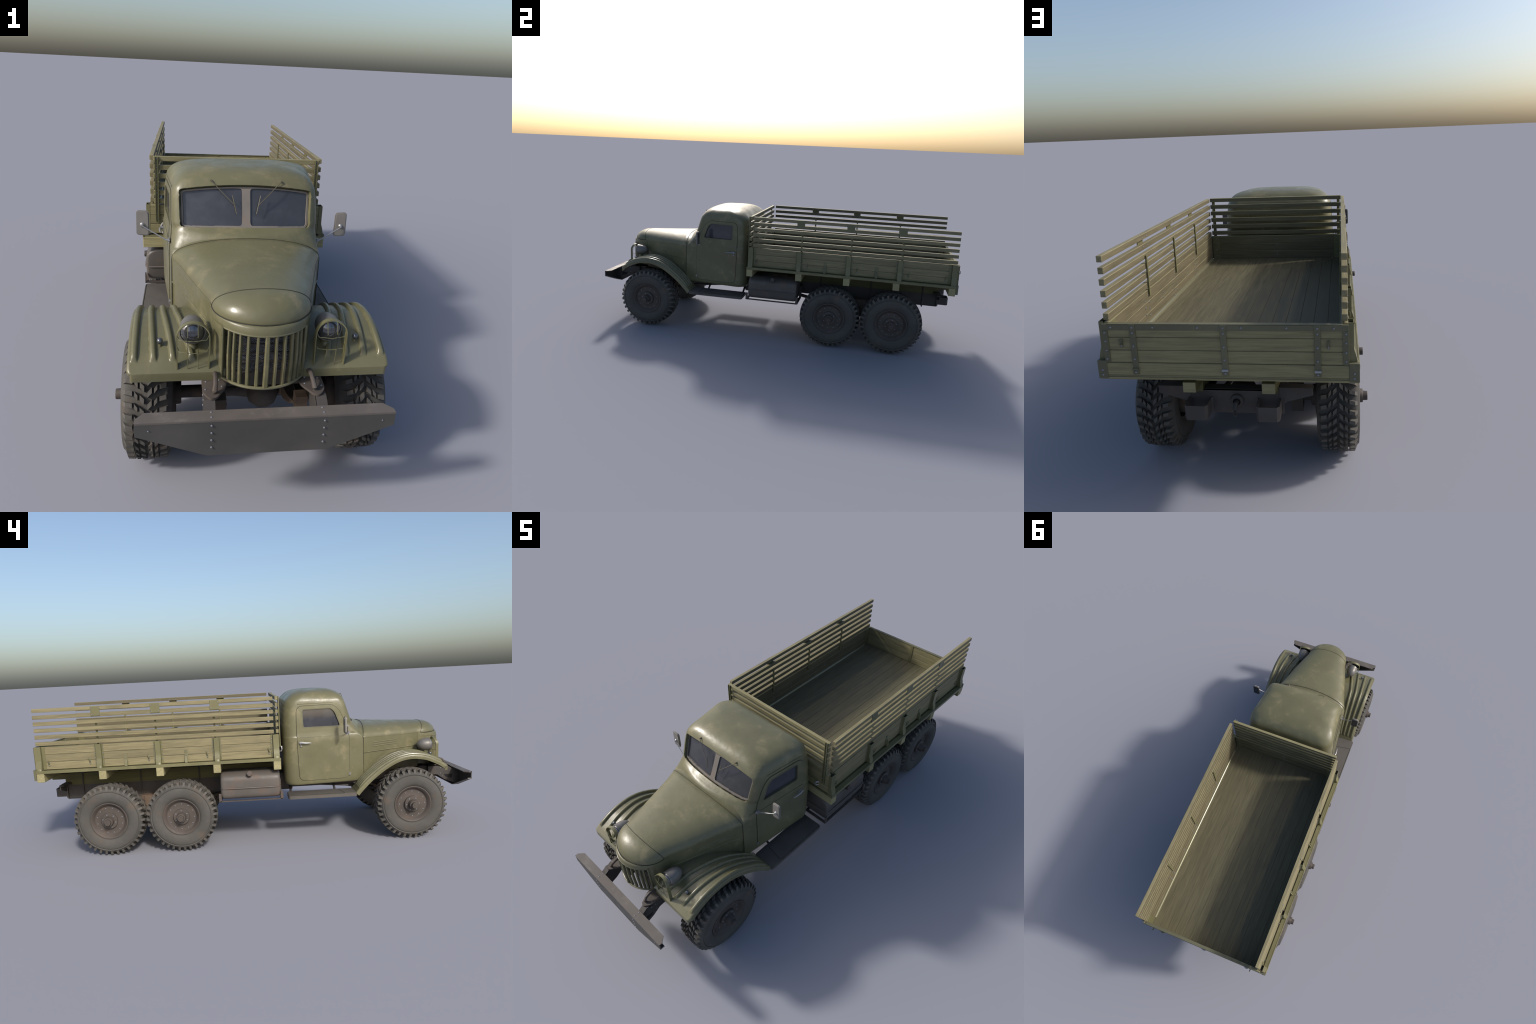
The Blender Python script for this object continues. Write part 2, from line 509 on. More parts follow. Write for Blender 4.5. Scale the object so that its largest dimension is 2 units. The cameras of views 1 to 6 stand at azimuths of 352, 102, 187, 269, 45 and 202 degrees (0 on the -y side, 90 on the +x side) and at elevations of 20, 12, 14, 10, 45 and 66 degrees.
def closed_patch(poly, direction, tree, top, bottom, name='cutter', mat=None, parent=None, step=0.014):
    """solid slab following the body between two offsets"""
    bm = bmesh.new()
    bm.faces.new([bm.verts.new((p[0], p[1], 0)) for p in poly])
    for ax in (0, 1):
        lo = min(p[ax] for p in poly); hi = max(p[ax] for p in poly)
        c = lo + step
        while c < hi - 1e-4:
            co = Vector((0, 0, 0)); co[ax] = c
            no = Vector((0, 0, 0)); no[ax] = 1
            bmesh.ops.bisect_plane(bm, geom=bm.verts[:] + bm.edges[:] + bm.faces[:], plane_co=co, plane_no=no, dist=1e-6)
            c += step
    ret = bmesh.ops.extrude_face_region(bm, geom=bm.faces[:], use_keep_orig=True)
    low = set(v for v in ret['geom'] if isinstance(v, bmesh.types.BMVert))
    for v in bm.verts:
        a, b = v.co.x, v.co.y
        if direction == '+x': o, d = Vector((1, a, b)), Vector((-1, 0, 0))
        elif direction == '-x': o, d = Vector((-1, a, b)), Vector((1, 0, 0))
        else: o, d = Vector((a, -2, b)), Vector((0, 1, 0))
        loc, nor, _, _ = tree.ray_cast(o, d)
        if nor.dot(d) > 0: nor = -nor
        v.co = loc + nor * (bottom if v in low else top)
    return new_obj(name, bm, mat, parent, True, 40)

def cut(target, cutters):
    for c in cutters:
        m = target.modifiers.new('cut', 'BOOLEAN')
        m.operation = 'DIFFERENCE'; m.solver = 'EXACT'; m.object = c
    dg = bpy.context.evaluated_depsgraph_get()
    me = bpy.data.meshes.new_from_object(target.evaluated_get(dg))
    old = target.data
    target.modifiers.clear()
    target.data = me
    me.name = old.name
    for p in me.polygons: p.use_smooth = True
    me.set_sharp_from_angle(angle=math.radians(40))
    while len(me.materials) > 1: me.materials.pop()
    for p in me.polygons: p.material_index = 0

def grow(poly, k):
    """offset a convex-ish outline outward by k"""
    out = []
    n = len(poly)
    area = sum(poly[i - 1][0] * poly[i][1] - poly[i][0] * poly[i - 1][1] for i in range(n))
    sg = 1 if area > 0 else -1
    for i in range(n):
        t = (Vector(poly[(i + 1) % n]) - Vector(poly[i - 1])).normalized()
        out.append((poly[i][0] + sg * t.y * k, poly[i][1] - sg * t.x * k))
    return out

DOOR = rounded([(-0.198, 0.545), (-0.200, 0.630), (-0.370, 0.630), (-0.400, 0.604), (-0.427, 0.545), (-0.4435, 0.487),
                (-0.4435, 0.284), (-0.205, 0.2845), (-0.200, 0.435)], 0.030, 6)
WINDOW = rounded([(-0.2275, 0.6145), (-0.360, 0.6145), (-0.379, 0.596), (-0.4035, 0.531), (-0.2295, 0.533)], 0.011, 5)
doors = {}
for side, d in ((-1, '-x'), (1, '+x')):
    drape('door_gap', grow(DOOR, 0.0018), d, CABT, 0.0004, M['seam'], cab, 0.02, 0.002, hole=grow(DOOR, -0.002))
    door = closed_patch(DOOR, d, CABT, 0.0022, -0.0010, 'door', M['paint'], truck, 0.012)
    doors[side] = door
    dt = tree_of(door)
    cutter = closed_patch(WINDOW, d, CABT, 0.02, -0.0075, step=0.03)
    bpy.context.view_layer.update()
    cut(cab, [cutter]); cut(door, [cutter])
    bpy.data.objects.remove(cutter)
    drape('window_pane', grow(WINDOW, 0.001), d, CABT, -0.0045, M['glass'], door, 0.02, 0.001)
    drape('window_rubber', grow(WINDOW, 0.0030), d, dt, 0.0010, M['band'], door, 0.02, 0.003, hole=grow(WINDOW, -0.0008))
    # beltline ridge and drip rail
    belt = [(-0.2015, 0.4870), (-0.4420, 0.4870), (-0.4420, 0.4915), (-0.2015, 0.4915)]
    drape('belt_ridge', belt, d, dt, 0.0016, M['paint'], door, 0.02, 0.003)
    rail = rounded([(-0.205, 0.640), (-0.375, 0.6395), (-0.375, 0.6435), (-0.205, 0.644)], 0.002, 2)
    drape('drip_rail', rail, d, CABT, 0.0022, M['paint'], cab, 0.02, 0.004)
    xs = side * 0.244
    # handle, lock and hinges
    bm = bmesh.new()
    add_tube(bm, [(side * 0.244, -0.213, 0.463), (side * 0.256, -0.213, 0.463)], 0.0055, 10)
    add_tube(bm, [(side * 0.254, -0.208, 0.4635), (side * 0.2575, -0.225, 0.4632), (side * 0.2565, -0.245, 0.462), (side * 0.2535, -0.262, 0.461)], [0.0036, 0.0038, 0.003, 0.0016], 8)
    add_box(bm, side * 0.245 - 0.003, side * 0.245 + 0.003, -0.228, -0.207, 0.4585, 0.468)
    new_obj('door_handle', bm, M['steel'], door)
    lathe('door_lock', [(0, 0.0048), (0.004, 0.0048), (0.006, 0.003), (0.0062, 0)], (side * 0.2450, -0.2155, 0.447), (side, 0, 0), M['steel'], door, 12)
    for zz in (0.302, 0.497):
        bm = bmesh.new()
        add_tube(bm, [(side * 0.221, -0.443, zz - 0.007), (side * 0.221, -0.443, zz + 0.007)], 0.0038, 8)
        add_tube(bm, [(side * 0.219, -0.447, zz), (side * 0.2235, -0.447, zz)], 0.003, 8)
        new_obj('hinge', bm, M['steel'], door)
    # mirror
    mbm = bmesh.new()
    mp = rounded([(side * 0.2785, 0.5015), (side * 0.3165, 0.5030), (side * 0.3155, 0.5785), (side * 0.2795, 0.5770)], 0.010, 5)
    add_prism(mbm, mp, 'y', -0.4165, -0.4075)
    bmesh.ops.recalc_face_normals(mbm, faces=mbm.faces)
    bmesh.ops.bevel(mbm, geom=[e for e in mbm.edges if abs(e.verts[0].co.y - e.verts[1].co.y) < 1e-5], offset=0.003, segments=2, affect='EDGES')
    mir = new_obj('mirror', mbm, M['mirror'], truck)
    gp = [(sum(p[0] for p in mp) / len(mp) + (p[0] - sum(q[0] for q in mp) / len(mp)) * 0.84, 0.540 + (p[1] - 0.540) * 0.9) for p in mp]
    prism('mirror_glass', gp, 'y', -0.4078, -0.4068, M['mirrorglass'], mir)
    bm = bmesh.new()
    add_tube(bm, [(side * 0.219, -0.434, 0.493), (side * 0.234, -0.4325, 0.497), (side * 0.298, -0.424, 0.534), (side * 0.2985, -0.415, 0.535)], [0.0045, 0.0022, 0.0018, 0.0018], 8)
    add_lathe(bm, [(-0.004, 0.0), (-0.003, 0.0035), (0, 0.0045), (0.003, 0.0075), (0.0035, 0)], (side * 0.2985, -0.420, 0.535), (0, 1, 0), 14)
    add_box(bm, side * 0.219 - 0.003, side * 0.219 + 0.004, -0.440, -0.428, 0.486, 0.500)
    new_obj('mirror_arm', bm, M['steel'], mir)

# windscreen
def ws_pane(s):
    top = [(s * (0.0135 + (0.184 - 0.0135) * k / 8), 0.6545 - 0.0155 * (k / 8) ** 2) for k in range(9)]
    bot = [(s * (0.0135 + (0.181 - 0.0135) * k / 8), 0.5575 - 0.0055 * (k / 8) ** 2) for k in range(9)]
    return rounded(top + bot[::-1], 0.007, 3)
def ws_outer():
    top = [(0.194 * k / 8, 0.6630 - 0.0165 * (k / 8) ** 2) for k in range(-8, 9)]
    bot = [(0.190 * k / 8, 0.5500 - 0.0060 * (k / 8) ** 2) for k in range(-8, 9)]
    return rounded(top + bot[::-1], 0.012, 3)
opening = closed_patch(ws_outer(), '-y', CABT, 0.03, -0.0205, step=0.02)
bpy.context.view_layer.update()
cut(cab, [opening])
bpy.data.objects.remove(opening)
drape('windscreen_gap', grow(ws_outer(), -0.0004), '-y', CABT, -0.0185, M['seam'], cab, 0.02, 0.001)
screen = closed_patch(grow(ws_outer(), -0.0018), '-y', CABT, -0.0115, -0.0175, 'windscreen_frame', M['frame'], truck, 0.012)
def ws_glass(s):
    return grow(ws_pane(s), 0.0016)
cutters = [closed_patch(ws_glass(s), '-y', CABT, 0.03, -0.0168, step=0.02) for s in (-1, 1)]
bpy.context.view_layer.update()
cut(screen, cutters)
for c in cutters: bpy.data.objects.remove(c)
for s in (-1, 1):
    drape('windscreen_pane', grow(ws_glass(s), 0.0006), '-y', CABT, -0.0155, M['glass'], screen, 0.012, 0.001)
    bm = bmesh.new()
    add_tube(bm, [(s * 0.102, -0.415, 0.671), (s * 0.102, -0.432, 0.6735)], 0.0028, 8)
    add_tube(bm, [(s * 0.102, -0.431, 0.6735), (s * 0.070, -0.447, 0.643), (s * 0.034, -0.459, 0.609)], 0.0011, 6)
    add_tube(bm, [(s * 0.041, -0.448, 0.635), (s * 0.0345, -0.458, 0.609), (s * 0.029, -0.465, 0.585)], 0.0014, 6)
    new_obj('wiper', bm, M['wiper'], truck)

# ================================================================== HOOD AND NOSE
def hood_w(y):
    return lerp_table([(-0.80, 0.1168), (-0.75, 0.1345), (-0.69, 0.1530), (-0.62, 0.1735), (-0.56, 0.1920), (-0.53, 0.2040), (-0.512, 0.2125)], y)
def hood_top(y):
    return lerp_table([(-0.84, 0.5165), (-0.80, 0.5185), (-0.60, 0.5282), (-0.50, 0.5350)], y)
CREASE = 0.466
def hood_section(t, n=40):
    """t=0 rear seam, t=1 nose seam"""
    pts = []
    for k in range(2 * n + 1):
        th = math.pi * k / (2 * n)
        c, s = math.cos(th), math.sin(th)
        yr = -0.512 - 0.022 * max(0.0, s) ** 1.5
        yn = -0.816 - 0.021 * max(0.0, s) ** 1.4
        y = yr + (yn - yr) * t
        w = hood_w(y if y > -0.80 else -0.80)
        if y < -0.80: w -= 0.10 * (-0.80 - y)
        h = hood_top(y) - CREASE
        e = 2 / 2.15
        x = w * math.copysign(abs(c) ** e, c); z = CREASE + h * abs(s) ** e
        pts.append((x, y, z))
    return pts
bm = bmesh.new()
under = [[(x * 0.995, y + dy, z - 0.0012) for x, y, z in hood_section(0.0)] for dy in (0.045, 0.030, 0.015, 0.002)]
add_grid(bm, under + [hood_section(i / 16) for i in range(17)])
hood = new_obj('hood', bm, M['paint'], truck, True, 60)

def side_skin(name, z0, z1, y0, y1, off, mat, parent, n=20):
    bm = bmesh.new()
    for s in (-1, 1):
        rows = []
        for i in range(n + 1):
            y = y0 + (y1 - y0) * i / n
            w = hood_w(y) + off
            za = z0(y) if callable(z0) else z0
            zb = z1(y) if callable(z1) else z1
            rows.append([(s * w, y, za), (s * w, y, (za + zb) / 2), (s * w, y, zb), (s * (w - 0.003), y, zb), (s * (w - 0.003), y, za)])
        V = add_grid(bm, rows, False, True)
        bm.faces.new(V[0]); bm.faces.new(V[-1])
    return new_obj(name, bm, mat, parent)
low = lambda y: 0.396 + 0.010 * (y + 0.512) / (-0.288)
side_skin('hood_side_panel', lambda y: low(y), CREASE + 0.001, -0.508, -0.800, 0.0006, M['paint'], truck)
side_skin('inner_wing_panel', 0.262, lambda y: low(y) + 0.001, -0.508, -0.800, -0.0018, M['paint'], truck)
# bead along the hood edges, louvres
for s in (-1, 1):
    for zf, r in ((lambda y: low(y), 0.0018), (lambda y: CREASE + 0.0005, 0.0010)):
        tube('hood_bead', [(s * (hood_w(y) + 0.0006), y, zf(y)) for y in [-0.514 - 0.285 * k / 12 for k in range(13)]], r, M['paint'], hood, 8)
    for dz in (0.0, 0.0095, 0.019):
        tube('louvre', [(s * (hood_w(y) + 0.0006), y, 0.4200 + dz + 0.006 * (y + 0.54) / -0.15) for y in [-0.545 - 0.145 * k / 8 for k in range(9)]], [0.0005] + [0.0021] * 7 + [0.0005], M['paint'], hood, 8)

# thin near-black tubes laid along the panel joints
def gap(name, pts, w, parent, r=None):
    tube(name, pts, w, M['seam'], parent, 6)
rear = hood_section(0.0)
gap('hood_gap', [(x * 1.001, y + 0.001, z + 0.0002) for x, y, z in rear], 0.0008, hood)
for s in (-1, 1):
    gap('hood_gap', [(s * 0.2132, -0.5125, z) for z in (0.468, 0.42, 0.36, 0.292)], 0.0009, hood)
nos = hood_section(1.0)
gap('hood_gap', [(x * 1.001, y, z + 0.0001) for x, y, z in nos], 0.0011, hood)

# nose cap: front dome of the hood
def nose_plan(phi, a=0.1215, b=0.121, y0=-0.800):
    return a * math.cos(phi), y0 - b * math.sin(phi)
bm = bmesh.new()
rows = []
for i in range(15):
    t = i / 14
    row = []
    base = hood_section(1.0)
    m = len(base)
    for j, (x, y, z) in enumerate(base):
        th = math.pi * j / (m - 1)
        # front border curve at the lip, from side to side
        lx = 0.1152 * math.cos(th); ly = -0.816 - 0.0975 * math.sin(th); lz = 0.4645
        # slide over a quarter-ellipse between seam and lip
        a = t * math.pi / 2
        k1, k2 = math.sin(a), 1 - math.cos(a)
        px = x + (lx - x) * k2 * 0.9 + (lx - x) * 0.1 * k1
        py = y + (ly - y) * k1
        pz = z + (lz - z) * k2
        row.append((px, py, pz))
    rows.append(row)
add_grid(bm, rows)
nose = new_obj('hood_nose', bm, M['paint'], truck, True, 60)
lip = rows[-1]
gap('hood_gap', [(x * 1.006, y - 0.0012 * math.sin(math.pi * k / (len(lip) - 1)), z + 0.0008) for k, (x, y, z) in enumerate(lip)], 0.0014, nose)

# radiator surround: curved shell below the nose, with the grille opening
def sur(phi, grow_=0.0):
    return ((0.1180 + grow_) * math.cos(phi), -0.800 - (0.1260 + grow_) * math.sin(phi))
PH0 = math.acos(0.0930 / 0.1180)      # grille edge angle
bm = bmesh.new()
rows = []
for z, dg in ((0.4648, -0.0085), (0.4632, -0.0045), (0.4590, -0.0015), (0.4500, 0.0), (0.4455, 0.0005), (0.4440, -0.002), (0.4440, -0.010)):
    rows.append([(*sur(math.pi * k / 48, dg * math.sin(math.pi * k / 48)), z) for k in range(49)])
add_grid(bm, rows)
for s in (0, 1):                      # side cheeks down to the fender
    rows = []
    for z in (0.4660, 0.4440, 0.40, 0.35, 0.313):
        r = []
        for k in range(9):
            ph = PH0 * k / 8
            if s: ph = math.pi - ph
            x, y = sur(ph)
            if z > 0.46:
                x, y = sur(ph, -0.0085 * math.sin(ph))
            r.append((x, y, z))
        x, y = sur(PH0 if not s else math.pi - PH0, -0.012)
        r.append((x, y + 0.004, z))
        rows.append(r)
    add_grid(bm, rows)
surround = new_obj('radiator_surround', bm, M['paint'], truck, True, 50)

# grille: rim + upright bars
grille_bm = bmesh.new()
arc = [PH0 + (math.pi - 2 * PH0) * k / 24 for k in range(25)]
add_tube(grille_bm, [(*sur(p, 0.0005), 0.3150) for p in arc], 0.0038, 8)
add_tube(grille_bm, [(*sur(p, -0.001), 0.4440) for p in arc], 0.0028, 8)
for p in (PH0, math.pi - PH0):
    add_tube(grille_bm, [(*sur(p, 0.001), 0.3150), (*sur(p, 0.001), 0.4450)], 0.0036, 8)
grille = new_obj('grille', grille_bm, M['paint'], truck)
for bx in (-0.0815, -0.0710, -0.0580, -0.0410, -0.0205, 0.0, 0.0205, 0.0410, 0.0580, 0.0710, 0.0815):
    k = 0 if bx == 0.0 else 1
    ph = math.acos(bx / 0.1180)
    wide = 0.0058 if k == 0 else 0.0040
    bm = bmesh.new()
    rows = []
    for i in range(9):
        z = 0.3155 + 0.129 * i / 8
        ww = wide * (1.12 - 0.25 * i / 8)
        off = 0.0 + (0.0022 if k == 0 else 0.0) - 0.0010 * math.cos(i / 8 * math.pi * 2)
        x, y = sur(ph, off)
        nx, ny = math.cos(ph), -math.sin(ph)
        tx, ty = -ny, nx
        prof = [(-ww, 0.006), (-ww, 0.0010), (-ww * 0.55, -0.0022), (ww * 0.55, -0.0022), (ww, 0.0010), (ww, 0.006), (ww * .7, 0.006), (ww * .7, 0.002), (-ww * .7, 0.002), (-ww * .7, 0.006)]
        rows.append([(x + tx * a - nx * b, y + ty * a - ny * b, z) for a, b in prof])
    V = add_grid(bm, rows, False, True)
    new_obj('grille_bar', bm, M['paint'], grille, True, 30)

rad = box('radiator', -0.088, 0.088, -0.866, -0.834, 0.320, 0.462, M['radiator'], truck, 0.001)
bm = bmesh.new()
add_box(bm, -0.092, 0.092, -0.874, -0.830, 0.288, 0.321)
for z in (0.345, 0.368, 0.391, 0.414):
    add_box(bm, -0.088, 0.088, -0.869, -0.866, z, z + 0.0035)
for x in (-0.092, 0.088):
    add_box(bm, x, x + 0.004, -0.869, -0.830, 0.32, 0.462)
new_obj('radiator_frame', bm, M['chassis'], rad)

# ================================================================== FENDERS
FTOP = [(-0.8785, 0.3300), (-0.8700, 0.3370), (-0.8480, 0.3520), (-0.8000, 0.3755), (-0.7600, 0.3865), (-0.7160, 0.3910), (-0.6750, 0.3865),
        (-0.6400, 0.3760), (-0.6000, 0.3560), (-0.5650, 0.3330), (-0.5300, 0.3060), (-0.5000, 0.2790), (-0.4700, 0.2480), (-0.4520, 0.2270)]
RIBX = [[(-0.86, 0.291), (-0.70, 0.293), (-0.47, 0.292)], [(-0.86, 0.247), (-0.70, 0.261), (-0.47, 0.268)],
        [(-0.86, 0.202), (-0.70, 0.230), (-0.47, 0.245)], [(-0.86, 0.158), (-0.70, 0.198), (-0.47, 0.224)]]
def fender_inner(y):
    if y < -0.875: return 0.085
    if y < -0.80:
        return 0.118 * math.sqrt(max(0.0, 1 - ((-0.80 - y) / 0.126) ** 2)) - 0.012
    return hood_w(y) - 0.010
NXF = 150
def build_fender(s):
    bm = bmesh.new()
    rows = []
    N = 130
    keys = [(a, b) for a, b in FTOP]
    rows_in = []
    for i in range(N + 1):
        y, z = spline(keys, (len(keys) - 1) * i / N)
        y2, z2 = spline(keys, min((len(keys) - 1), (len(keys) - 1) * i / N + 0.1))
        y1, z1 = spline(keys, max(0, (len(keys) - 1) * i / N - 0.1))
        t = Vector((y2 - y1, z2 - z1)).normalized()
        n = Vector((-t.y, t.x))
        if n.y < 0: n = -n
        xi = fender_inner(y); xo = 0.3065
        # rounded plan corner at the front
        if y < -0.868:
            f = (-0.868 - y) / 0.0105
            xo -= 0.008 * (1 - math.sqrt(max(0, 1 - min(1, f) ** 2)))
        rib_amp = max(0.0, min(1.0, (y + 0.855) / 0.012)) * max(0.0, min(1.0, (-0.468 - y) / 0.035))
        rib_amp = rib_amp ** 0.5
        row = []
        NX = NXF
        for j in range(NX + 1):
            x = xi + (xo - xi) * j / NX
            h = 0.0
            for tab in RIBX:
                c = lerp_table(tab, y)
                d = abs(x - c) / 0.0078
                if d < 1:
                    h = max(h, math.sqrt(1 - d ** 2.4) * 0.0080)
            d = (xo - x)
            drop = 0.0
            if d < 0.008:
                drop = 0.005 * (1 - math.sqrt(max(0, 1 - ((0.008 - d) / 0.008) ** 2)))
            hh = h * rib_amp - drop
            row.append((s * x, y + n.x * hh, z + n.y * hh))
        # skirt
        for q in (0.006, 0.013, 0.0205):
            row.append((s * (xo + 0.0006), y - n.x * q, z - n.y * q))
        rows.append(row)
    # front lip turned straight down
    first = rows[0]
    lipr = []
    for dz in (0.0205, 0.012, 0.004):
        lipr.append([(p[0], p[1] - 0.0006, min(p[2], 0.330) - dz if j <= NXF else min(p[2], 0.3095 + (0.0205 - dz))) for j, p in enumerate(first)])
    rows = lipr + rows
    thick_grid(bm, rows, 0.0022 * s)
    return new_obj('fender', bm, M['fender'], truck, True, 40)
fenders = {}
for s in (-1, 1):
    fenders[s] = build_fender(s)
    fd = fenders[s]
    # inner apron closing the wheel well behind the radiator
    # headlamp
    lx, ly, lz = s * 0.160, -0.818, 0.413
    hp = [(0.036, 0.0), (0.034, 0.008), (0.027, 0.0185), (0.016, 0.0250), (0.004, 0.0285), (-0.010, 0.0295), (-0.018, 0.0295), (-0.020, 0.0305), (-0.024, 0.0305), (-0.0245, 0.0280), (-0.020, 0.0270)]
    lamp = lathe('headlamp', hp, (lx, ly, lz), (0, 1, 0), M['lampmetal'], truck, 32)
    lathe('headlamp_lens', [(-0.021, 0.0275), (-0.027, 0.0255), (-0.032, 0.0200), (-0.0345, 0.0135), (-0.0352, 0.0125), (-0.0365, 0.007), (-0.037, 0.0)], (lx, ly, lz), (0, 1, 0), M['lens'], lamp, 32)
    lathe('headlamp_foot', [(0, 0.0125), (0.006, 0.012), (0.010, 0.0095), (0.024, 0.0105), (0.034, 0.014)], (lx, ly - 0.003, 0.362), (0, 0, 1), M['fender'], lamp, 20)
    # guard arch
    bm = bmesh.new()
    arch = [(0.1935, 0.335), (0.1945, 0.38), (0.1945, 0.415)]
    arch += [(0.158 + 0.0365 * math.cos(math.pi * k / 12), 0.416 + 0.031 * math.sin(math.pi * k / 12)) for k in range(13)]
    arch += [(0.1215, 0.415), (0.1215, 0.38), (0.1225, 0.333)]
    A, rows = [], []
    for x, z in arch:
        lean = max(0.0, (z - 0.425) / 0.022) * 0.008
        cx, cz = x - 0.158, z - 0.40
        L = math.hypot(cx, max(0, z - 0.421)) or 1
        nx, nz = (cx / L, max(0, z - 0.421) / L)
        y0, y1 = -0.8730 + lean, -0.8610 + lean
        rows.append([(s * (x + nx * 0.0012), y0, z + nz * 0.0012), (s * (x + nx * 0.0012), y1, z + nz * 0.0012),
                     (s * (x - nx * 0.0012), y1, z - nz * 0.0012), (s * (x - nx * 0.0012), y0, z - nz * 0.0012)])
    add_grid(bm, rows, False, True)
    guard = new_obj('headlamp_guard', bm, M['strip'], truck, True, 30)
    bm = bmesh.new()
    for z in (0.4105, 0.3805):
        add_tube(bm, [(s * 0.1935, -0.864, z + 0.007), (s * 0.188, -0.874, z), (s * 0.158, -0.879, z - 0.001), (s * 0.128, -0.874, z), (s * 0.1225, -0.864, z + 0.007)], 0.0008, 6)
    for x in (0.1705, 0.1475):
        add_tube(bm, [(s * x, -0.866, 0.444), (s * x, -0.877, 0.418), (s * x, -0.878, 0.38), (s * x, -0.872, 0.337)], 0.0008, 6)
    new_obj('guard_wire', bm, M['strip'], guard)
    # side marker lamp
    bm = bmesh.new()
    add_lathe(bm, [(0.0, 0.004), (0.006, 0.003), (0.008, 0.0045)], (s * 0.234, -0.819, 0.366), (0, 0, 1), 12)
    st = new_obj('marker_lamp', bm, M['fender'], truck)
    lathe('marker_bulb', [(-0.0075, 0.0), (-0.006, 0.0045), (-0.002, 0.0072), (0.002, 0.0072), (0.006, 0.0045), (0.0075, 0.0)], (s * 0.234, -0.819, 0.380), (0, 1, 0), M['lens'], st, 16, 60)

# ================================================================== BUMPER
bm = bmesh.new()
hexa = [(-0.2805, 0.2915), (-0.2805, 0.2580), (-0.1310, 0.2010), (0.1310, 0.2010), (0.2805, 0.2580), (0.2805, 0.2915)]
add_prism(bm, hexa, 'y', -0.9985, -0.9945)
bumper = new_obj('bumper', bm, M['bumper'], truck, True, 20)
bm = bmesh.new()
add_prism(bm, [(-0.2805, -0.9990), (0.2805, -0.9990), (0.2805, -0.985), (0.262, -0.965), (-0.262, -0.965), (-0.2805, -0.985)], 'z', 0.2873, 0.2917)
for s in (-1, 1):
    rows = []
    a, b = Vector((s * 0.2805, 0, 0.2580)), Vector((s * 0.1310, 0, 0.2010))
    n = Vector((-(b - a).z, 0, (b - a).x)).normalized()
    if n.z < 0: n = -n
    q = [(a, -0.9946), (b, -0.9946), (b, -0.968), (a, -0.980)]
    vs = [bm.verts.new((p.x, y, p.z)) for p, y in q] + [bm.verts.new((p.x + n.x * 0.004, y, p.z + n.z * 0.004)) for p, y in q]
    for f in ((0, 1, 2, 3), (4, 5, 6, 7), (0, 1, 5, 4), (1, 2, 6, 5), (2, 3, 7, 6), (3, 0, 4, 7)):
        bm.faces.new([vs[i] for i in f])
add_box(bm, -0.131, 0.131, -0.9946, -0.968, 0.2010, 0.2050)
new_obj('bumper_flange', bm, M['flange'], bumper, True, 20)
for s in (-1, 1):
    for z in (0.279, 0.2605, 0.242, 0.2235):
        bolt(bumper, (s * 0.1215, -1.0, z), (0, -1, 0), 0.72)
    for y in (-0.988, -0.972):
        bolt(bumper, (s * 0.1215, y, 0.2915), (0, 0, 1), 0.72)
    bolt(bumper, (s * 0.252, -0.9995, 0.272), (0, -1, 0), 0.5)

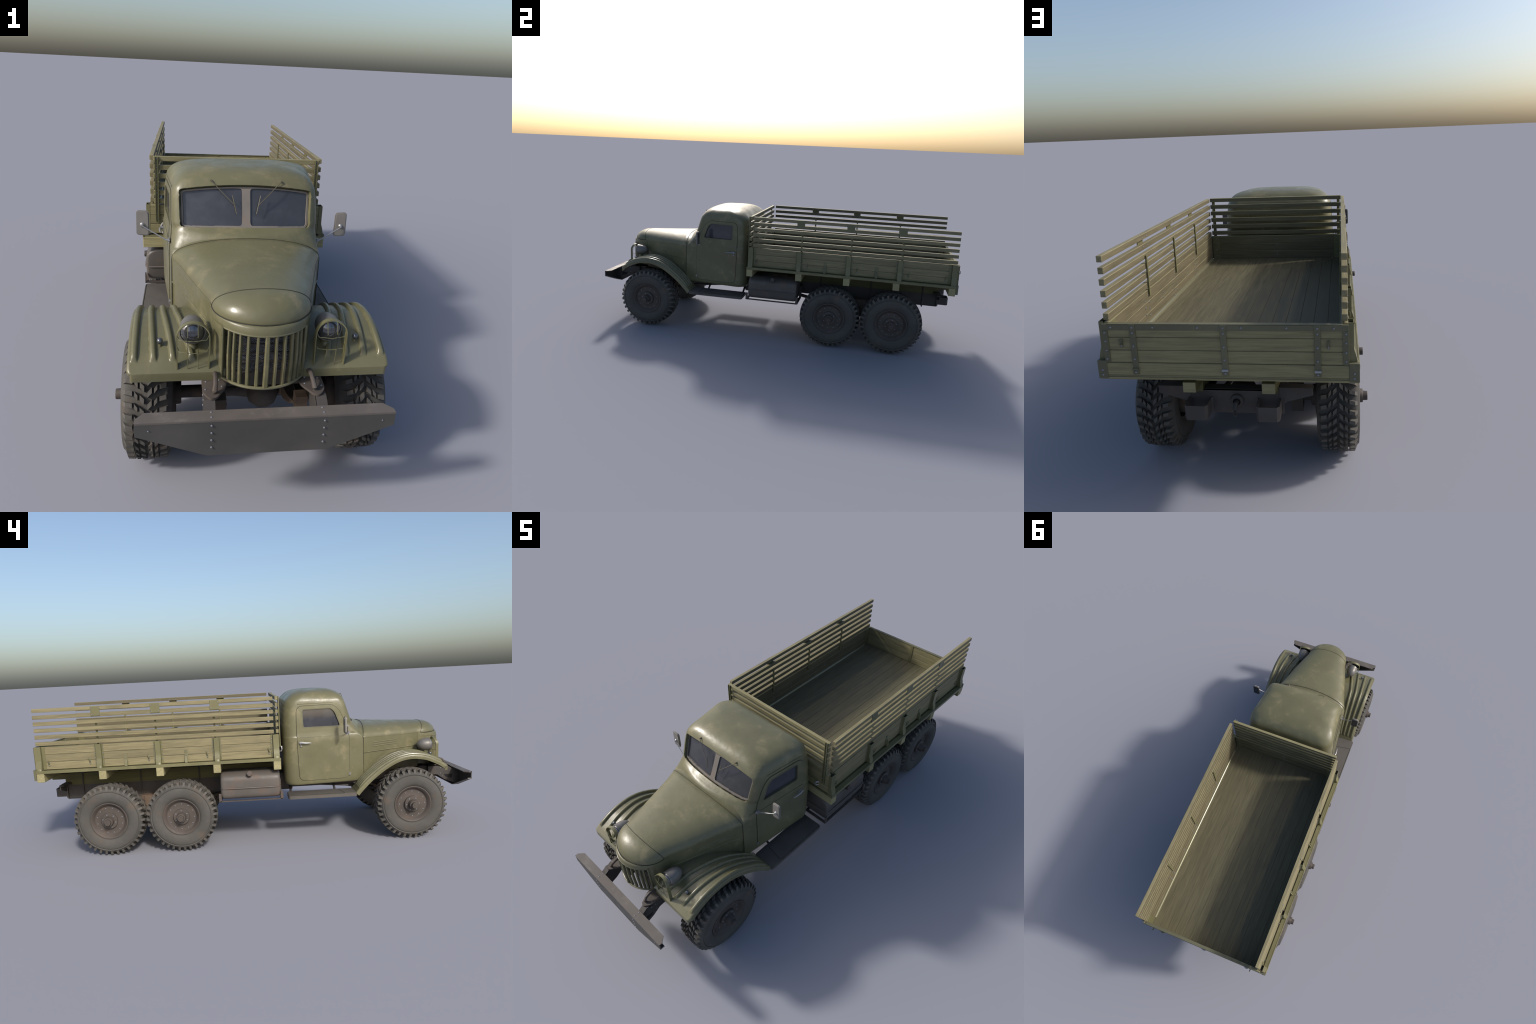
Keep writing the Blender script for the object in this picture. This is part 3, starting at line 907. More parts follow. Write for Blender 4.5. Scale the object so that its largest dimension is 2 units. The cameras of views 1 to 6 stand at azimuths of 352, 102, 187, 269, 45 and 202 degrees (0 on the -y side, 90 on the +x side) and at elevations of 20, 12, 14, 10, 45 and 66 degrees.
# ================================================================== CHASSIS
bm = bmesh.new()
for s in (-1, 1):
    xo, xi = s * 0.1180, s * 0.0950
    lo, hi = min(xo, xi), max(xo, xi)
    web = sorted((xo, xo - s * 0.004))
    add_box(bm, web[0], web[1], -0.870, 0.920, 0.2350, 0.2970)
    add_box(bm, lo, hi, -0.870, 0.920, 0.2965, 0.3005)
    add_box(bm, lo, hi, -0.870, 0.920, 0.2320, 0.2360)
for y in (-0.62, -0.30, 0.0, 0.34, 0.51, 0.68):
    add_box(bm, -0.117, 0.117, y - 0.014, y + 0.014, 0.240, 0.293)
chassis = new_obj('chassis_frame', bm, M['chassis'], truck, True, 30)
for s in (-1, 1):
    horn = [(-0.846, 0.304), (-0.944, 0.3035), (-0.966, 0.2868), (-0.994, 0.2868), (-0.994, 0.206), (-0.975, 0.211), (-0.925, 0.232), (-0.892, 0.256), (-0.846, 0.262)]
    a = sorted((s * 0.1365, s * 0.1335))
    hole = [(-0.966, 0.256), (-0.925, 0.256), (-0.932, 0.243), (-0.962, 0.236)]
    h = prism('frame_horn', horn, 'x', a[0], a[1], M['chassis'], chassis)
    a2 = sorted((s * 0.1120, s * 0.1150))
    prism('frame_horn', horn, 'x', a2[0], a2[1], M['chassis'], chassis)
    a3 = sorted((s * 0.1120, s * 0.1365))
    box('horn_flange', a3[0], a3[1], -0.945, -0.846, 0.2985, 0.3035, M['chassis'], chassis, 0.0005)
    prism('horn_flange', [(-0.944, 0.3035), (-0.967, 0.2872), (-0.967, 0.2810), (-0.944, 0.2970)], 'x', a3[0], a3[1], M['chassis'], chassis)
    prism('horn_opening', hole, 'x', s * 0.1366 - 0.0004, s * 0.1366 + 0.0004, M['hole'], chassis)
    for y, z in ((-0.906, 0.289), (-0.906, 0.262), (-0.918, 0.247), (-0.925, 0.289)):
        bolt(chassis, (s * 0.1366, y, z), (s, 0, 0), 0.75)
    # tow hook: plate and loop
    bm = bmesh.new()
    add_prism(bm, rounded([(s * 0.080, -0.868), (s * 0.085, -0.905), (s * 0.108, -0.945), (s * 0.122, -0.948), (s * 0.138, -0.925), (s * 0.140, -0.868)], 0.012, 4), 'z', 0.3035, 0.3090)
    add_tube(bm, [(s * 0.110, -0.865, 0.316), (s * 0.109, -0.885, 0.330), (s * 0.109, -0.905, 0.334), (s * 0.110, -0.923, 0.327), (s * 0.112, -0.932, 0.316), (s * 0.113, -0.930, 0.307)], [0.006, 0.0058, 0.0055, 0.0055, 0.006, 0.0065], 10)
    hk = new_obj('tow_hook', bm, M['rim'], truck, True, 35)
    for x, y in ((0.095, -0.905), (0.100, -0.880), (0.132, -0.915), (0.130, -0.885)):
        bolt(hk, (s * x, y, 0.309), (0, 0, 1), 0.7)
    # front leaf spring
    bm = bmesh.new()
    for k in range(6):
        half = 0.165 - 0.022 * k
        pts = []
        for q in range(13):
            u = -1 + 2 * q / 12
            y = -0.712 + half * u
            z = 0.196 - 0.0058 * k + 0.045 * (half * u / 0.165) ** 2
            pts.append((y, z))
        rows = [[(s * 0.079, y, z), (s * 0.112, y, z), (s * 0.112, y, z - 0.0052), (s * 0.079, y, z - 0.0052)] for y, z in pts]
        V = add_grid(bm, rows, False, True); bm.faces.new(V[0]); bm.faces.new(V[-1])
    add_box(bm, *sorted((s * 0.075, s * 0.116)), -0.735, -0.690, 0.160, 0.206)
    add_box(bm, *sorted((s * 0.082, s * 0.110)), -0.892, -0.862, 0.225, 0.262)
    add_box(bm, *sorted((s * 0.082, s * 0.110)), -0.560, -0.535, 0.232, 0.262)
    new_obj('leaf_spring', bm, M['spring'], truck, True, 30)
    # rear leaf spring pack
    bm = bmesh.new()
    for k in range(8):
        half = 0.165 - 0.017 * k
        pts = []
        for q in range(13):
            u = -1 + 2 * q / 12
            pts.append((0.512 + half * u, 0.236 - 0.006 * k - 0.030 * (half * u / 0.165) ** 2 + 0.006))
        rows = [[(s * 0.128, y, z), (s * 0.165, y, z), (s * 0.165, y, z - 0.0055), (s * 0.128, y, z - 0.0055)] for y, z in pts]
        V = add_grid(bm, rows, False, True); bm.faces.new(V[0]); bm.faces.new(V[-1])
    add_box(bm, *sorted((s * 0.118, s * 0.172)), 0.487, 0.537, 0.150, 0.240)
    new_obj('leaf_spring', bm, M['spring'], truck, True, 30)

# axles
for y, fr in ((-0.711, True), (0.3485, False), (0.676, False)):
    bm = bmesh.new()
    z = 0.163
    dx = 0.030
    add_tube(bm, [(-0.235, y, z), (0.235, y, z)], 0.0165, 14)
    for s in (-1, 1):
        add_lathe(bm, [(0, 0.0), (0, 0.030), (0.004, 0.032), (0.018, 0.032), (0.020, 0.036), (0.030, 0.036)], (s * 0.186, y, z), (s, 0, 0), 18)
        add_lathe(bm, [(0, 0.058), (0.012, 0.063), (0.030, 0.063), (0.045, 0.05)], (s * 0.200, y, z), (s, 0, 0), 24)
        add_lathe(bm, [(-0.075, 0.017), (-0.035, 0.022), (0.0, 0.030)], (s * 0.0 + dx, y, z), (s, 0, 0), 16)
    add_lathe(bm, [(-0.052, 0.0), (-0.050, 0.018), (-0.036, 0.036), (-0.018, 0.045), (0.018, 0.045), (0.036, 0.036), (0.046, 0.022), (0.075, 0.016), (0.080, 0.0)], (dx, y, z), (0, 1 if fr else -1, 0), 10)
    if not fr:
        for s in (-1, 1):
            add_box(bm, *sorted((s * 0.124, s * 0.160)), y - 0.022, y + 0.022, 0.118, 0.206)
            add_tube(bm, [(s * 0.142, y, 0.120), (s * 0.100, 0.512, 0.130)], 0.008, 8)
    new_obj('axle', bm, M['axle'], truck, True, 35)
bm = bmesh.new()
add_tube(bm, [(0.030, -0.640, 0.168), (0.030, -0.260, 0.236)], 0.0095, 10)
add_tube(bm, [(0.030, -0.060, 0.236), (0.030, 0.270, 0.168)], 0.0095, 10)
add_tube(bm, [(0.030, -0.060, 0.250), (-0.030, 0.38, 0.255), (0.030, 0.600, 0.170)], 0.0095, 10)
new_obj('drive_shaft', bm, M['axle'], truck)
bm = bmesh.new()
add_box(bm, -0.055, 0.055, -0.800, -0.560, 0.235, 0.400)
add_box(bm, -0.040, 0.040, -0.560, -0.330, 0.222, 0.300)
add_box(bm, -0.055, 0.055, -0.270, -0.060, 0.225, 0.290)
add_lathe(bm, [(-0.03, 0), (-0.03, 0.034), (0.03, 0.034), (0.03, 0)], (0.03, -0.16, 0.222), (0, 1, 0), 16)
bmesh.ops.bevel(bm, geom=[e for e in bm.edges if e.calc_length() > 0.03 and len(e.link_faces) == 2 and e.calc_face_angle(0) > 1], offset=0.010, segments=2, affect='EDGES')
new_obj('engine_and_gearbox', bm, M['axle'], truck, True, 40)
# cab floor pan and cross bearers under the cab
bm = bmesh.new()
add_box(bm, -0.205, 0.205, -0.495, -0.165, 0.2585, 0.2630)
add_box(bm, -0.20, 0.20, -0.485, -0.465, 0.2500, 0.2600)
new_obj('cab_bearer', bm, M['chassis'], truck)
for s in (-1, 1):           # dark liner closing the wing well
    prism('wheel_well_liner', [(s * 0.118, -0.80), (s * 0.150, -0.80), (s * 0.208, -0.517), (s * 0.150, -0.517), (s * 0.118, -0.60)], 'z', 0.268, 0.300, M['axle'], truck)

# rear cross member, brackets, buffers, towing hook
bm = bmesh.new()
add_box(bm, -0.128, 0.128, 0.914, 0.922, 0.2400, 0.3080)
add_box(bm, -0.128, 0.128, 0.895, 0.922, 0.3040, 0.3085)
for s in (-1, 1):
    add_prism(bm, [(s * 0.118, 0.3120), (s * 0.205, 0.3150), (s * 0.205, 0.2950), (s * 0.118, 0.2700)], 'y', 0.9185, 0.9235)
    add_prism(bm, [(s * 0.118, 0.895), (s * 0.118, 0.926), (s * 0.206, 0.926), (s * 0.206, 0.905)], 'z', 0.3130, 0.3165)
cm = new_obj('rear_cross_member', bm, M['chassis'], truck, True, 25)
for s in (-1, 1):
    path = [(s * 0.120, 0.922), (s * 0.120, 0.966), (s * 0.116, 0.971), (s * 0.070, 0.971), (s * 0.066, 0.966), (s * 0.066, 0.928), (s * 0.060, 0.9235)]
    bm = bmesh.new()
    rows = []
    for x, y in path:
        rows.append([(x, y, 0.246), (x, y, 0.286)])
    thick_grid(bm, rows, 0.003 * s)
    new_obj('buffer', bm, M['chassis'], cm, True, 30)
bm = bmesh.new()
add_lathe(bm, [(0, 0.019), (0.006, 0.017), (0.010, 0.010)], (-0.006, 0.922, 0.277), (0, 1, 0), 16)
add_tube(bm, [(-0.006, 0.925, 0.277), (-0.006, 0.945, 0.278), (-0.005, 0.955, 0.268), (-0.004, 0.952, 0.254), (-0.004, 0.945, 0.246)], [0.006, 0.006, 0.0065, 0.006, 0.004], 10)
new_obj('towing_hook', bm, M['chassis'], cm)

# ================================================================== TANKS, STEPS
TZ = -0.0030
for s in (-1, 1):
    bm = bmesh.new()
    prof = rounded([(s * 0.175, 0.2330), (s * 0.3125, 0.2330), (s * 0.3160, 0.2800), (s * 0.3140, 0.3330), (s * 0.282, 0.354), (s * 0.178, 0.354)], 0.022, 6)
    cx = sum(p[0] for p in prof) / len(prof); cz = 0.299
    rows = []
    for y, k in ((0.1625, 0.80), (0.1620, 0.86), (0.159, 0.935), (0.154, 0.975), (0.146, 1.0), (0.10, 1.0), (0.03, 1.0), (-0.04, 1.0), (-0.092, 1.0), (-0.100, 0.975), (-0.105, 0.935), (-0.108, 0.86), (-0.1085, 0.80)):
        rows.append([(cx + (x - cx) * k, y, TZ + cz + (z - cz) * k) for x, z in prof])
    V = add_grid(bm, rows, False, True); bm.faces.new(V[0]); bm.faces.new(V[-1])
    tank = new_obj('fuel_tank', bm, M['tank'], truck, True, 50)
    bm = bmesh.new()
    xo, xi = s * 0.3185, s * 0.178
    add_tube(bm, [(xi, 0.164, 0.2835 + TZ), (s * 0.300, 0.164, 0.2835 + TZ), (s * 0.3165, 0.152, 0.2835 + TZ), (s * 0.3185, 0.10, 0.2835 + TZ), (s * 0.3185, -0.05, 0.2835 + TZ), (s * 0.3165, -0.098, 0.2835 + TZ), (s * 0.300, -0.110, 0.2835 + TZ), (xi, -0.110, 0.2835 + TZ)], 0.0026, 8)
    new_obj('tank_seam', bm, M['tank'], tank)
    lathe('tank_cap', [(-0.004, 0.010), (0.012, 0.010), (0.012, 0.0125), (0.022, 0.0125), (0.024, 0.011), (0.0245, 0.0)], (s * 0.302, 0.029, 0.3435 + TZ), (s, 0, 0.30), M['rim'], tank, 18)
    bm = bmesh.new()
    for y in (0.1665, -0.1135):
        pts = [(s * 0.118, 0.285), (s * 0.175, 0.285), (s * 0.182, 0.2235), (s * 0.3175, 0.2235)]
        for (xa, za), (xb, zb) in zip(pts, pts[1:]):
            d = Vector((xb - xa, 0, zb - za)).normalized(); nn = Vector((-d.z, 0, d.x)) * 0.0025
            vs = []
            for yy in (y - 0.006, y + 0.006):
                for (xx, zz, sg) in ((xa, za, 1), (xb, zb, 1), (xb, zb, -1), (xa, za, -1)):
                    vs.append(bm.verts.new((xx + nn.x * sg, yy, zz + nn.z * sg)))
            for f in ((0, 1, 2, 3), (4, 5, 6, 7), (0, 1, 5, 4), (1, 2, 6, 5), (2, 3, 7, 6), (3, 0, 4, 7)):
                bm.faces.new([vs[i] for i in f])
        add_box(bm, *sorted((s * 0.3145, s * 0.3185)), y - 0.006, y + 0.006, 0.2215, 0.260)
    add_box(bm, *sorted((s * 0.306, s * 0.3185)), -0.115, 0.168, 0.2210, 0.2250)
    add_box(bm, *sorted((s * 0.200, s * 0.212)), -0.115, 0.168, 0.2210, 0.2250)
    new_obj('tank_strap', bm, M['rim'], tank, True, 25)
    # running board
    bm = bmesh.new()
    out = rounded([(s * 0.2130, -0.4560), (s * 0.3160, -0.4580), (s * 0.3160, -0.1440), (s * 0.2130, -0.1440)], 0.012, 4)
    A = [bm.verts.new((x, y, 0.2310)) for x, y in out]
    B = [bm.verts.new((x, y, 0.2150)) for x, y in out]
    bm.faces.new(A)
    for i in range(len(out)):
        bm.faces.new((A[i], A[(i + 1) % len(out)], B[(i + 1) % len(out)], B[i]))
    bmesh.ops.recalc_face_normals(bm, faces=bm.faces)
    bmesh.ops.bevel(bm, geom=[e for e in bm.edges if all(v.co.z > 0.225 for v in e.verts) and len(e.link_faces) == 2], offset=0.003, segments=2, affect='EDGES')
    bmesh.ops.solidify(bm, geom=bm.faces[:], thickness=0.003)
    rb = new_obj('running_board', bm, M['board'], truck, True, 30)
    tube('running_board_seam', [(s * 0.232, -0.388, 0.2312), (s * 0.308, -0.402, 0.2312), (s * 0.3125, -0.398, 0.2312), (s * 0.3125, -0.155, 0.2312)], 0.0010, M['seam'], rb, 6)
    bm = bmesh.new()
    for y in (-0.163, -0.372):
        add_tube(bm, [(s * 0.115, y, 0.262), (s * 0.165, y, 0.256), (s * 0.214, y, 0.2240), (s * 0.30, y, 0.2230)], 0.0055, 8)
    add_tube(bm, [(s * 0.118, -0.20, 0.246), (s * 0.20, -0.44, 0.243)], 0.004, 8)
    new_obj('running_board_strut', bm, M['chassis'], rb)

# ================================================================== WHEELS
TR = 0.1630
def build_wheel_meshes():
    parts = []
    # wheel local frame: axis = +x pointing outward, centre at origin
    bm = bmesh.new()
    add_lathe(bm, [(-0.050, 0.083), (-0.045, 0.076), (0.034, 0.0725), (0.046, 0.0790), (0.0525, 0.0845), (0.0550, 0.0845), (0.0555, 0.0810),
                   (0.0510, 0.0745), (0.0440, 0.0695), (0.0405, 0.0665), (0.0395, 0.0600), (0.0405, 0.045), (0.0415, 0.037)], (0, 0, 0), (1, 0, 0), 48)
    add_lathe(bm, [(-0.018, 0.078), (-0.020, 0.05), (-0.030, 0.045), (-0.030, 0.0)], (0, 0, 0), (1, 0, 0), 32)
    wheel = new_obj('wheel', bm, M['rim'], truck, True, 30)
    bm = bmesh.new()
    prof = [(-0.050, 0.083), (-0.056, 0.089), (-0.0605, 0.100), (-0.0620, 0.114), (-0.0608, 0.127), (-0.0588, 0.1325), (-0.0572, 0.1338), (-0.0590, 0.1352), (-0.0598, 0.1378), (-0.0572, 0.1400), (-0.0530, 0.1445), (-0.0480, 0.1480), (-0.03, 0.1495), (0, 0.1502)]
    prof = prof + [(-a, b) for a, b in prof[-2::-1]]
    add_lathe(bm, prof, (0, 0, 0), (1, 0, 0), 72)
    tyre = new_obj('tyre', bm, M['tyre'], wheel, True, 32)
    # tread lugs: chevron rows of blocks
    bm = bmesh.new()
    r2 = random.Random(9)
    NP = 36
    pitch = 2 * math.pi / NP
    blocks = [(0.0030, 0.0148, 0.44, 0.0072), (0.0182, 0.0275, 0.20, 0.0064), (0.0308, 0.0480, -0.04, 0.0060)]
    for k in range(NP):
        for sd in (-1, 1):
            ph = (k + (0.5 if sd > 0 else 0.0)) * pitch
            for bi, (u0, u1, off, half) in enumerate(blocks):
                slope = 0.010 if bi < 2 else 0.004
                ctr = ph + off * pitch * 1.2 + r2.uniform(-0.03, 0.03) * pitch
                top, bot = [], []
                rt = TR - (0.0 if bi == 0 else 0.0004 if bi == 1 else 0.0014) - r2.uniform(0, 0.0006)
                if bi == 0: rt = TR
                corners = [(u0, -half), (u1, -half), (u1, half), (u0, half)]
                for (u, sgn) in corners:
                    um = (u0 + u1) / 2
                    tw = -(u - um) / (u1 - u0) * slope
                    inset = 0.0009
                    ut = u + (inset if u < um else -inset)
                    st = (sgn * 0.90 + tw) / TR
                    sb = (sgn + tw) / TR
                    rb = 0.1470; ub = u
                    if bi == 2 and u == u1:
                        rb = 0.1420; ub = 0.0550; ut = 0.0475
                    at, ab = ctr + st, ctr + sb
                    rtt = rt if not (bi == 2 and u == u1) else rt - 0.0012
                    top.append(bm.verts.new((sd * ut, rtt * math.sin(at), rtt * math.cos(at))))
                    bot.append(bm.verts.new((sd * ub, rb * math.sin(ab), rb * math.cos(ab))))
                bm.faces.new(top)
                for i in range(4):
                    bm.faces.new((top[i], top[(i + 1) % 4], bot[(i + 1) % 4], bot[i]))
    lugs = new_obj('tread_lug', bm, M['lug'], wheel, False)
    lugs["kind"] = "stuff"
    hub = lathe('hub', [(0.020, 0.0375), (0.0500, 0.0370), (0.0515, 0.0355), (0.0520, 0.0225), (0.0560, 0.0215), (0.0720, 0.0205), (0.0740, 0.0195), (0.0745, 0.0142), (0.0870, 0.0136), (0.0882, 0.0125), (0.0884, 0.0)], (0, 0, 0), (1, 0, 0), M['rim'], wheel, 28, 30)
    bolts = []
    for k in range(12):
        a = 2 * math.pi * (k + 0.3) / 12
        bolts.append(bolt(wheel, (0.0397, 0.058 * math.sin(a), 0.058 * math.cos(a)), (1, 0, 0), 0.85))
    for k in range(6):
        a = 2 * math.pi * (k + 0.1) / 6
        bolts.append(bolt(wheel, (0.0518, 0.029 * math.sin(a), 0.029 * math.cos(a)), (1, 0, 0), 0.95))
    return wheel, [tyre, lugs, hub] + bolts
wheel, wparts = build_wheel_meshes()
bpy.context.view_layer.update()
LOCAL = {p.name: p.matrix_local.copy() for p in wparts}
first = True
for y in (-0.711, 0.3485, 0.676):
    for s in (-1, 1):
        m = Matrix.Translation((s * 0.2676, y, TR)) @ Matrix.Rotation(math.pi if s < 0 else 0, 4, 'Z') @ Matrix.Rotation(rng.uniform(0, 6.28), 4, 'X')
        if first:
            wheel.matrix_local = m; first = False
            continue
        w = copy_of(wheel, truck, m)
        for p in wparts:
            copy_of(p, w, LOCAL[p.name])

# ================================================================== CARGO BED
BX = 0.0070                       # the box sits a touch off the centre line
XO = 0.3030                       # board outer face from the box centre line
XI = 0.2885
bm = bmesh.new()
add_box(bm, -0.3220, 0.3360, -0.1140, 0.9770, 0.3970, 0.4040)
bed = new_obj('cargo_bed', bm, M['strip'], truck)
for s in (-1, 1):
    # steel edge rail: lip + angle
    e = 0.3230 if s < 0 else 0.3370
    box('edge_rail', *sorted((s * (e - 0.022), s * e)), -0.1150, 0.9770, 0.4040, 0.4090, M['strip'], bed, 0.001)
    box('edge_rail', *sorted((s * (e - 0.004), s * (e + 0.0005))), -0.1155, 0.9775, 0.3965, 0.4100, M['strip'], bed, 0.0008)
BEAMS = (0.9585, 0.6835, 0.4280, 0.1725, -0.0985)
for y in BEAMS:
    o = box('crossbeam', -0.3225, 0.3365, y - 0.0165, y + 0.0165, 0.3580, 0.3970, M['beam'], bed, 0.0012)
for s in (-1, 1):
    bm = bmesh.new()
    xs = sorted((s * 0.0835, s * 0.1165))
    add_prism(bm, [(-0.108, 0.3000), (0.924, 0.3000), (0.924, 0.3310), (0.986, 0.3310), (0.986, 0.3585), (-0.108, 0.3585)], 'x', xs[0], xs[1])
    new_obj('sill', bm, M['sill'], bed, True, 30)
    prism('sill_end', [(xs[0] + 0.0005, 0.3315), (xs[1] - 0.0005, 0.3315), (xs[1] - 0.0005, 0.358), (xs[0] + 0.0005, 0.358)], 'y', 0.9855, 0.9868, M['wood_x'], bed)
    for y in (0.839, 0.557, 0.272):
        bm = bmesh.new()
        add_tube(bm, [(s * 0.1205, y, 0.226), (s * 0.1205, y, 0.359)], 0.0035, 8)
        add_tube(bm, [(s * 0.092, y, 0.2275), (s * 0.124, y, 0.2275)], 0.0035, 8)
        add_box(bm, *sorted((s * 0.080, s * 0.126)), y - 0.012, y + 0.012, 0.3590, 0.3625)
        new_obj('u_bolt', bm, M['chassis'], bed, True, 40)
# floor
NF = 14
x0, x1 = -XI + BX, XI + BX
wd = (x1 - x0) / NF
for k in range(NF):
    box('floor_plank', x0 + k * wd + 0.00025, x0 + (k + 1) * wd - 0.00025, -0.098, 0.974, 0.4045, 0.4108 + rng.uniform(-0.0002, 0.0002), M['floor'], bed, 0.0005)

# side boards, stake pockets, racks
SEAMS = (0.4105, 0.4450, 0.4790, 0.5140)
POSTS = (0.6955, 0.4320, 0.1690)
SLATZ = [(0.6675, 0.6825), (0.6375, 0.6530), (0.6082, 0.6237), (0.5785, 0.5942), (0.5490, 0.5648), (0.5192, 0.5350)]

def pocket(s, y0, y1, parent, wall=0.0016):
    """hollow upright stake pocket with a flared foot"""
    bm = bmesh.new()
    xb = s * XO + BX
    d = 0.0130
    out = [(0, y0), (d, y0 + 0.001), (d, y1 - 0.001), (0, y1)]
    rows = []
    for z, ex, ey in ((0.4095, 0.0085, 0.0), (0.4200, 0.0080, 0.0), (0.4350, 0.0045, 0), (0.4460, 0.0008, 0), (0.4560, 0.0, 0), (0.5155, 0.0, 0)):
        rows.append([(xb + s * (px + (ex if px > 0 else 0)), py, z) for px, py in out])
    thick_grid(bm, rows, wall * s)
    ob = new_obj('stake_pocket', bm, M['strip'], parent, True, 25)
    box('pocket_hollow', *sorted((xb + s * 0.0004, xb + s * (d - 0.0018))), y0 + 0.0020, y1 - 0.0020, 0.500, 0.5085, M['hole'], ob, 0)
    # foot stiffener
    bm = bmesh.new()
    rows = []
    for k in range(9):
        a = math.pi * k / 8
        rows.append([(xb + s * (d + 0.0012 + (0.0065 * (1 - t) ** 1.2) * math.sin(a) ** .6 + 0.004 * (1 - t)), (y0 + y1) / 2 - (y1 - y0) * 0.42 * math.cos(a), 0.4100 + 0.030 * t) for t in (0, .25, .5, .75, 1)])
    add_grid(bm, rows)
    new_obj('pocket_foot', bm, M['strip'], ob, True, 40)
    return ob

def hook(parent, s, y, z, normal_x=True, x=None):
    bm = bmesh.new()
    if normal_x:
        xx = s * XO + BX
        add_tube(bm, [(xx, y, z - 0.012), (xx + s * 0.006, y, z - 0.010), (xx + s * 0.0085, y + 0.002, z), (xx + s * 0.0075, y + 0.004, z + 0.011)], [0.0022, 0.0018, 0.0018, 0.0012], 6)
        add_box(bm, *sorted((xx, xx + s * 0.0015)), y - 0.003, y + 0.003, z - 0.023, z + 0.002)
    new_obj('rope_hook', bm, M['strip'], parent)
    bolt(parent, (s * XO + BX + s * 0.0015, y, z - 0.006), (s, 0, 0), 0.8)
    bolt(parent, (s * XO + BX + s * 0.0015, y, z - 0.019), (s, 0, 0), 0.8)

for s in (-1, 1):
    xa, xb = sorted((s * XI + BX, s * XO + BX))
    wall = box('side_wall', *sorted((s * (XI + 0.003) + BX, s * (XO - 0.003) + BX)), -0.086, 0.972, 0.4092, 0.512, M['strip'], truck, 0)
    for za, zb in zip(SEAMS, SEAMS[1:]):
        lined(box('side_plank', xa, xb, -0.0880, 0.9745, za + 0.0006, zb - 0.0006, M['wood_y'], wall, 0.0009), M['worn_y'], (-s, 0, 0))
    for py in POSTS:
        pocket(s, py - 0.0125, py + 0.0125, wall)
        xs = s * XO + BX
        for e in (-1, 1):
            f = box('pocket_flange', *sorted((xs, xs + s * 0.0020)), *sorted((py + e * 0.0125, py + e * 0.0195)), 0.4105, 0.5140, M['strip'], wall, 0.0004)
            for z in (0.4965, 0.4755, 0.4545, 0.4335):
                bolt(wall, (xs + s * 0.002, py + e * 0.0175, z), (s, 0, 0), 0.72)
                bolt(wall, (s * XI + BX, py + 0.025 + e * 0.016 + 0.0, z - 0.0105 * (e > 0)), (-s, 0, 0), 0.72)
        hook(wall, s, py + 0.044, 0.448)
        hook(wall, s, py - 0.040 if py > 0.3 else -0.066, 0.448) if py < 0.3 else None
    hook(wall, s, 0.923, 0.448)
    # corner pockets: rear and front
    pocket(s, 0.9500, 0.9775, wall)
    box('corner_flange', *sorted((s * XO + BX, s * XO + BX + s * 0.002)), 0.936, 0.9500, 0.4105, 0.5150, M['strip'], wall, 0.0004)
    pocket(s, -0.1120, -0.0840, wall)
    box('corner_flange', *sorted((s * XO + BX, s * XO + BX + s * 0.002)), -0.0840, -0.0740, 0.4105, 0.5150, M['strip'], wall, 0.0004)
    for z in (0.4965, 0.4755, 0.4545, 0.4335):
        bolt(wall, (s * (XO + 0.002) + BX, -0.0785, z), (s, 0, 0), 0.72)
    # triangular brackets between the posts
    for by in (0.578, 0.3085):
        xs = s * XO + BX
        bm = bmesh.new()
        add_box(bm, *sorted((xs, xs + s * 0.0022)), by - 0.0070, by + 0.0070, 0.4105, 0.4670)
        for e in (-1, 1):
            add_prism(bm, [(xs + s * 0.001, 0.4105), (xs + s * 0.017, 0.4105), (xs + s * 0.010, 0.4300), (xs + s * 0.001, 0.4560)], 'y', by + e * 0.0048 - 0.001, by + e * 0.0048 + 0.001)
        rows = [[(xs + s * (0.012 * (1 - t) ** 1.3 + 0.002), by + e * 0.0048, 0.4105 + 0.030 * t) for e in (-1, 1)] for t in (0, .2, .4, .6, .8, 1)]
        add_grid(bm, rows)
        new_obj('gusset', bm, M['strip'], wall, True, 30)
        for z in (0.4600, 0.4440):
            bolt(wall, (xs + s * 0.0022, by + 0.001, z), (s, 0, 0), 0.7)
            bolt(wall, (s * XI + BX, by, z + 0.004), (-s, 0, 0), 0.7)
    # inside corner irons
    box('corner_iron', *sorted((s * XI + BX - s * 0.0018, s * XI + BX + s * 0.0004)), 0.9400, 0.9735, 0.4110, 0.5125, M['strip'], wall, 0.0004)
    # floor edge strip (angle iron in the corner)
    bm = bmesh.new()
    xi = s * XI + BX
    rows = [[(xi - s * 0.0090 * math.sin(a), y, 0.4110 + 0.0090 * math.cos(a)) for a in [math.pi / 2 * q / 8 for q in range(9)]] for y in (-0.060, 0.2, 0.5, 0.938)]
    add_grid(bm, rows)
    new_obj('floor_edge_iron', bm, M['gloss'], wall, True, 60)
    # slatted rack
    rack = box('side_rack', *sorted((s * (XI - 0.0055) + BX, s * (XI - 0.0005) + BX)), POSTS[0] + 0.0020, POSTS[0] + 0.0100, 0.4940, 0.6190, M['strip'], truck, 0.0005)
    ra, rb = sorted((s * (XI - 0.0008) + BX, s * (XI + 0.0138) + BX))
    for py in POSTS[1:]:
        box('rack_stake', *sorted((s * (XI - 0.0055) + BX, s * (XI - 0.0005) + BX)), py + 0.0020, py + 0.0100, 0.4940, 0.6190, M['strip'], rack, 0.0005)
    for za, zb in SLATZ:
        j = rng.uniform(-0.0005, 0.0005)
        lined(box('slat', ra + j, rb + j, -0.0905, 0.9750, za - 0.0006, zb + 0.0006, M['wood_y'], rack, 0.0010), M['worn_y'], (-s, 0, 0))
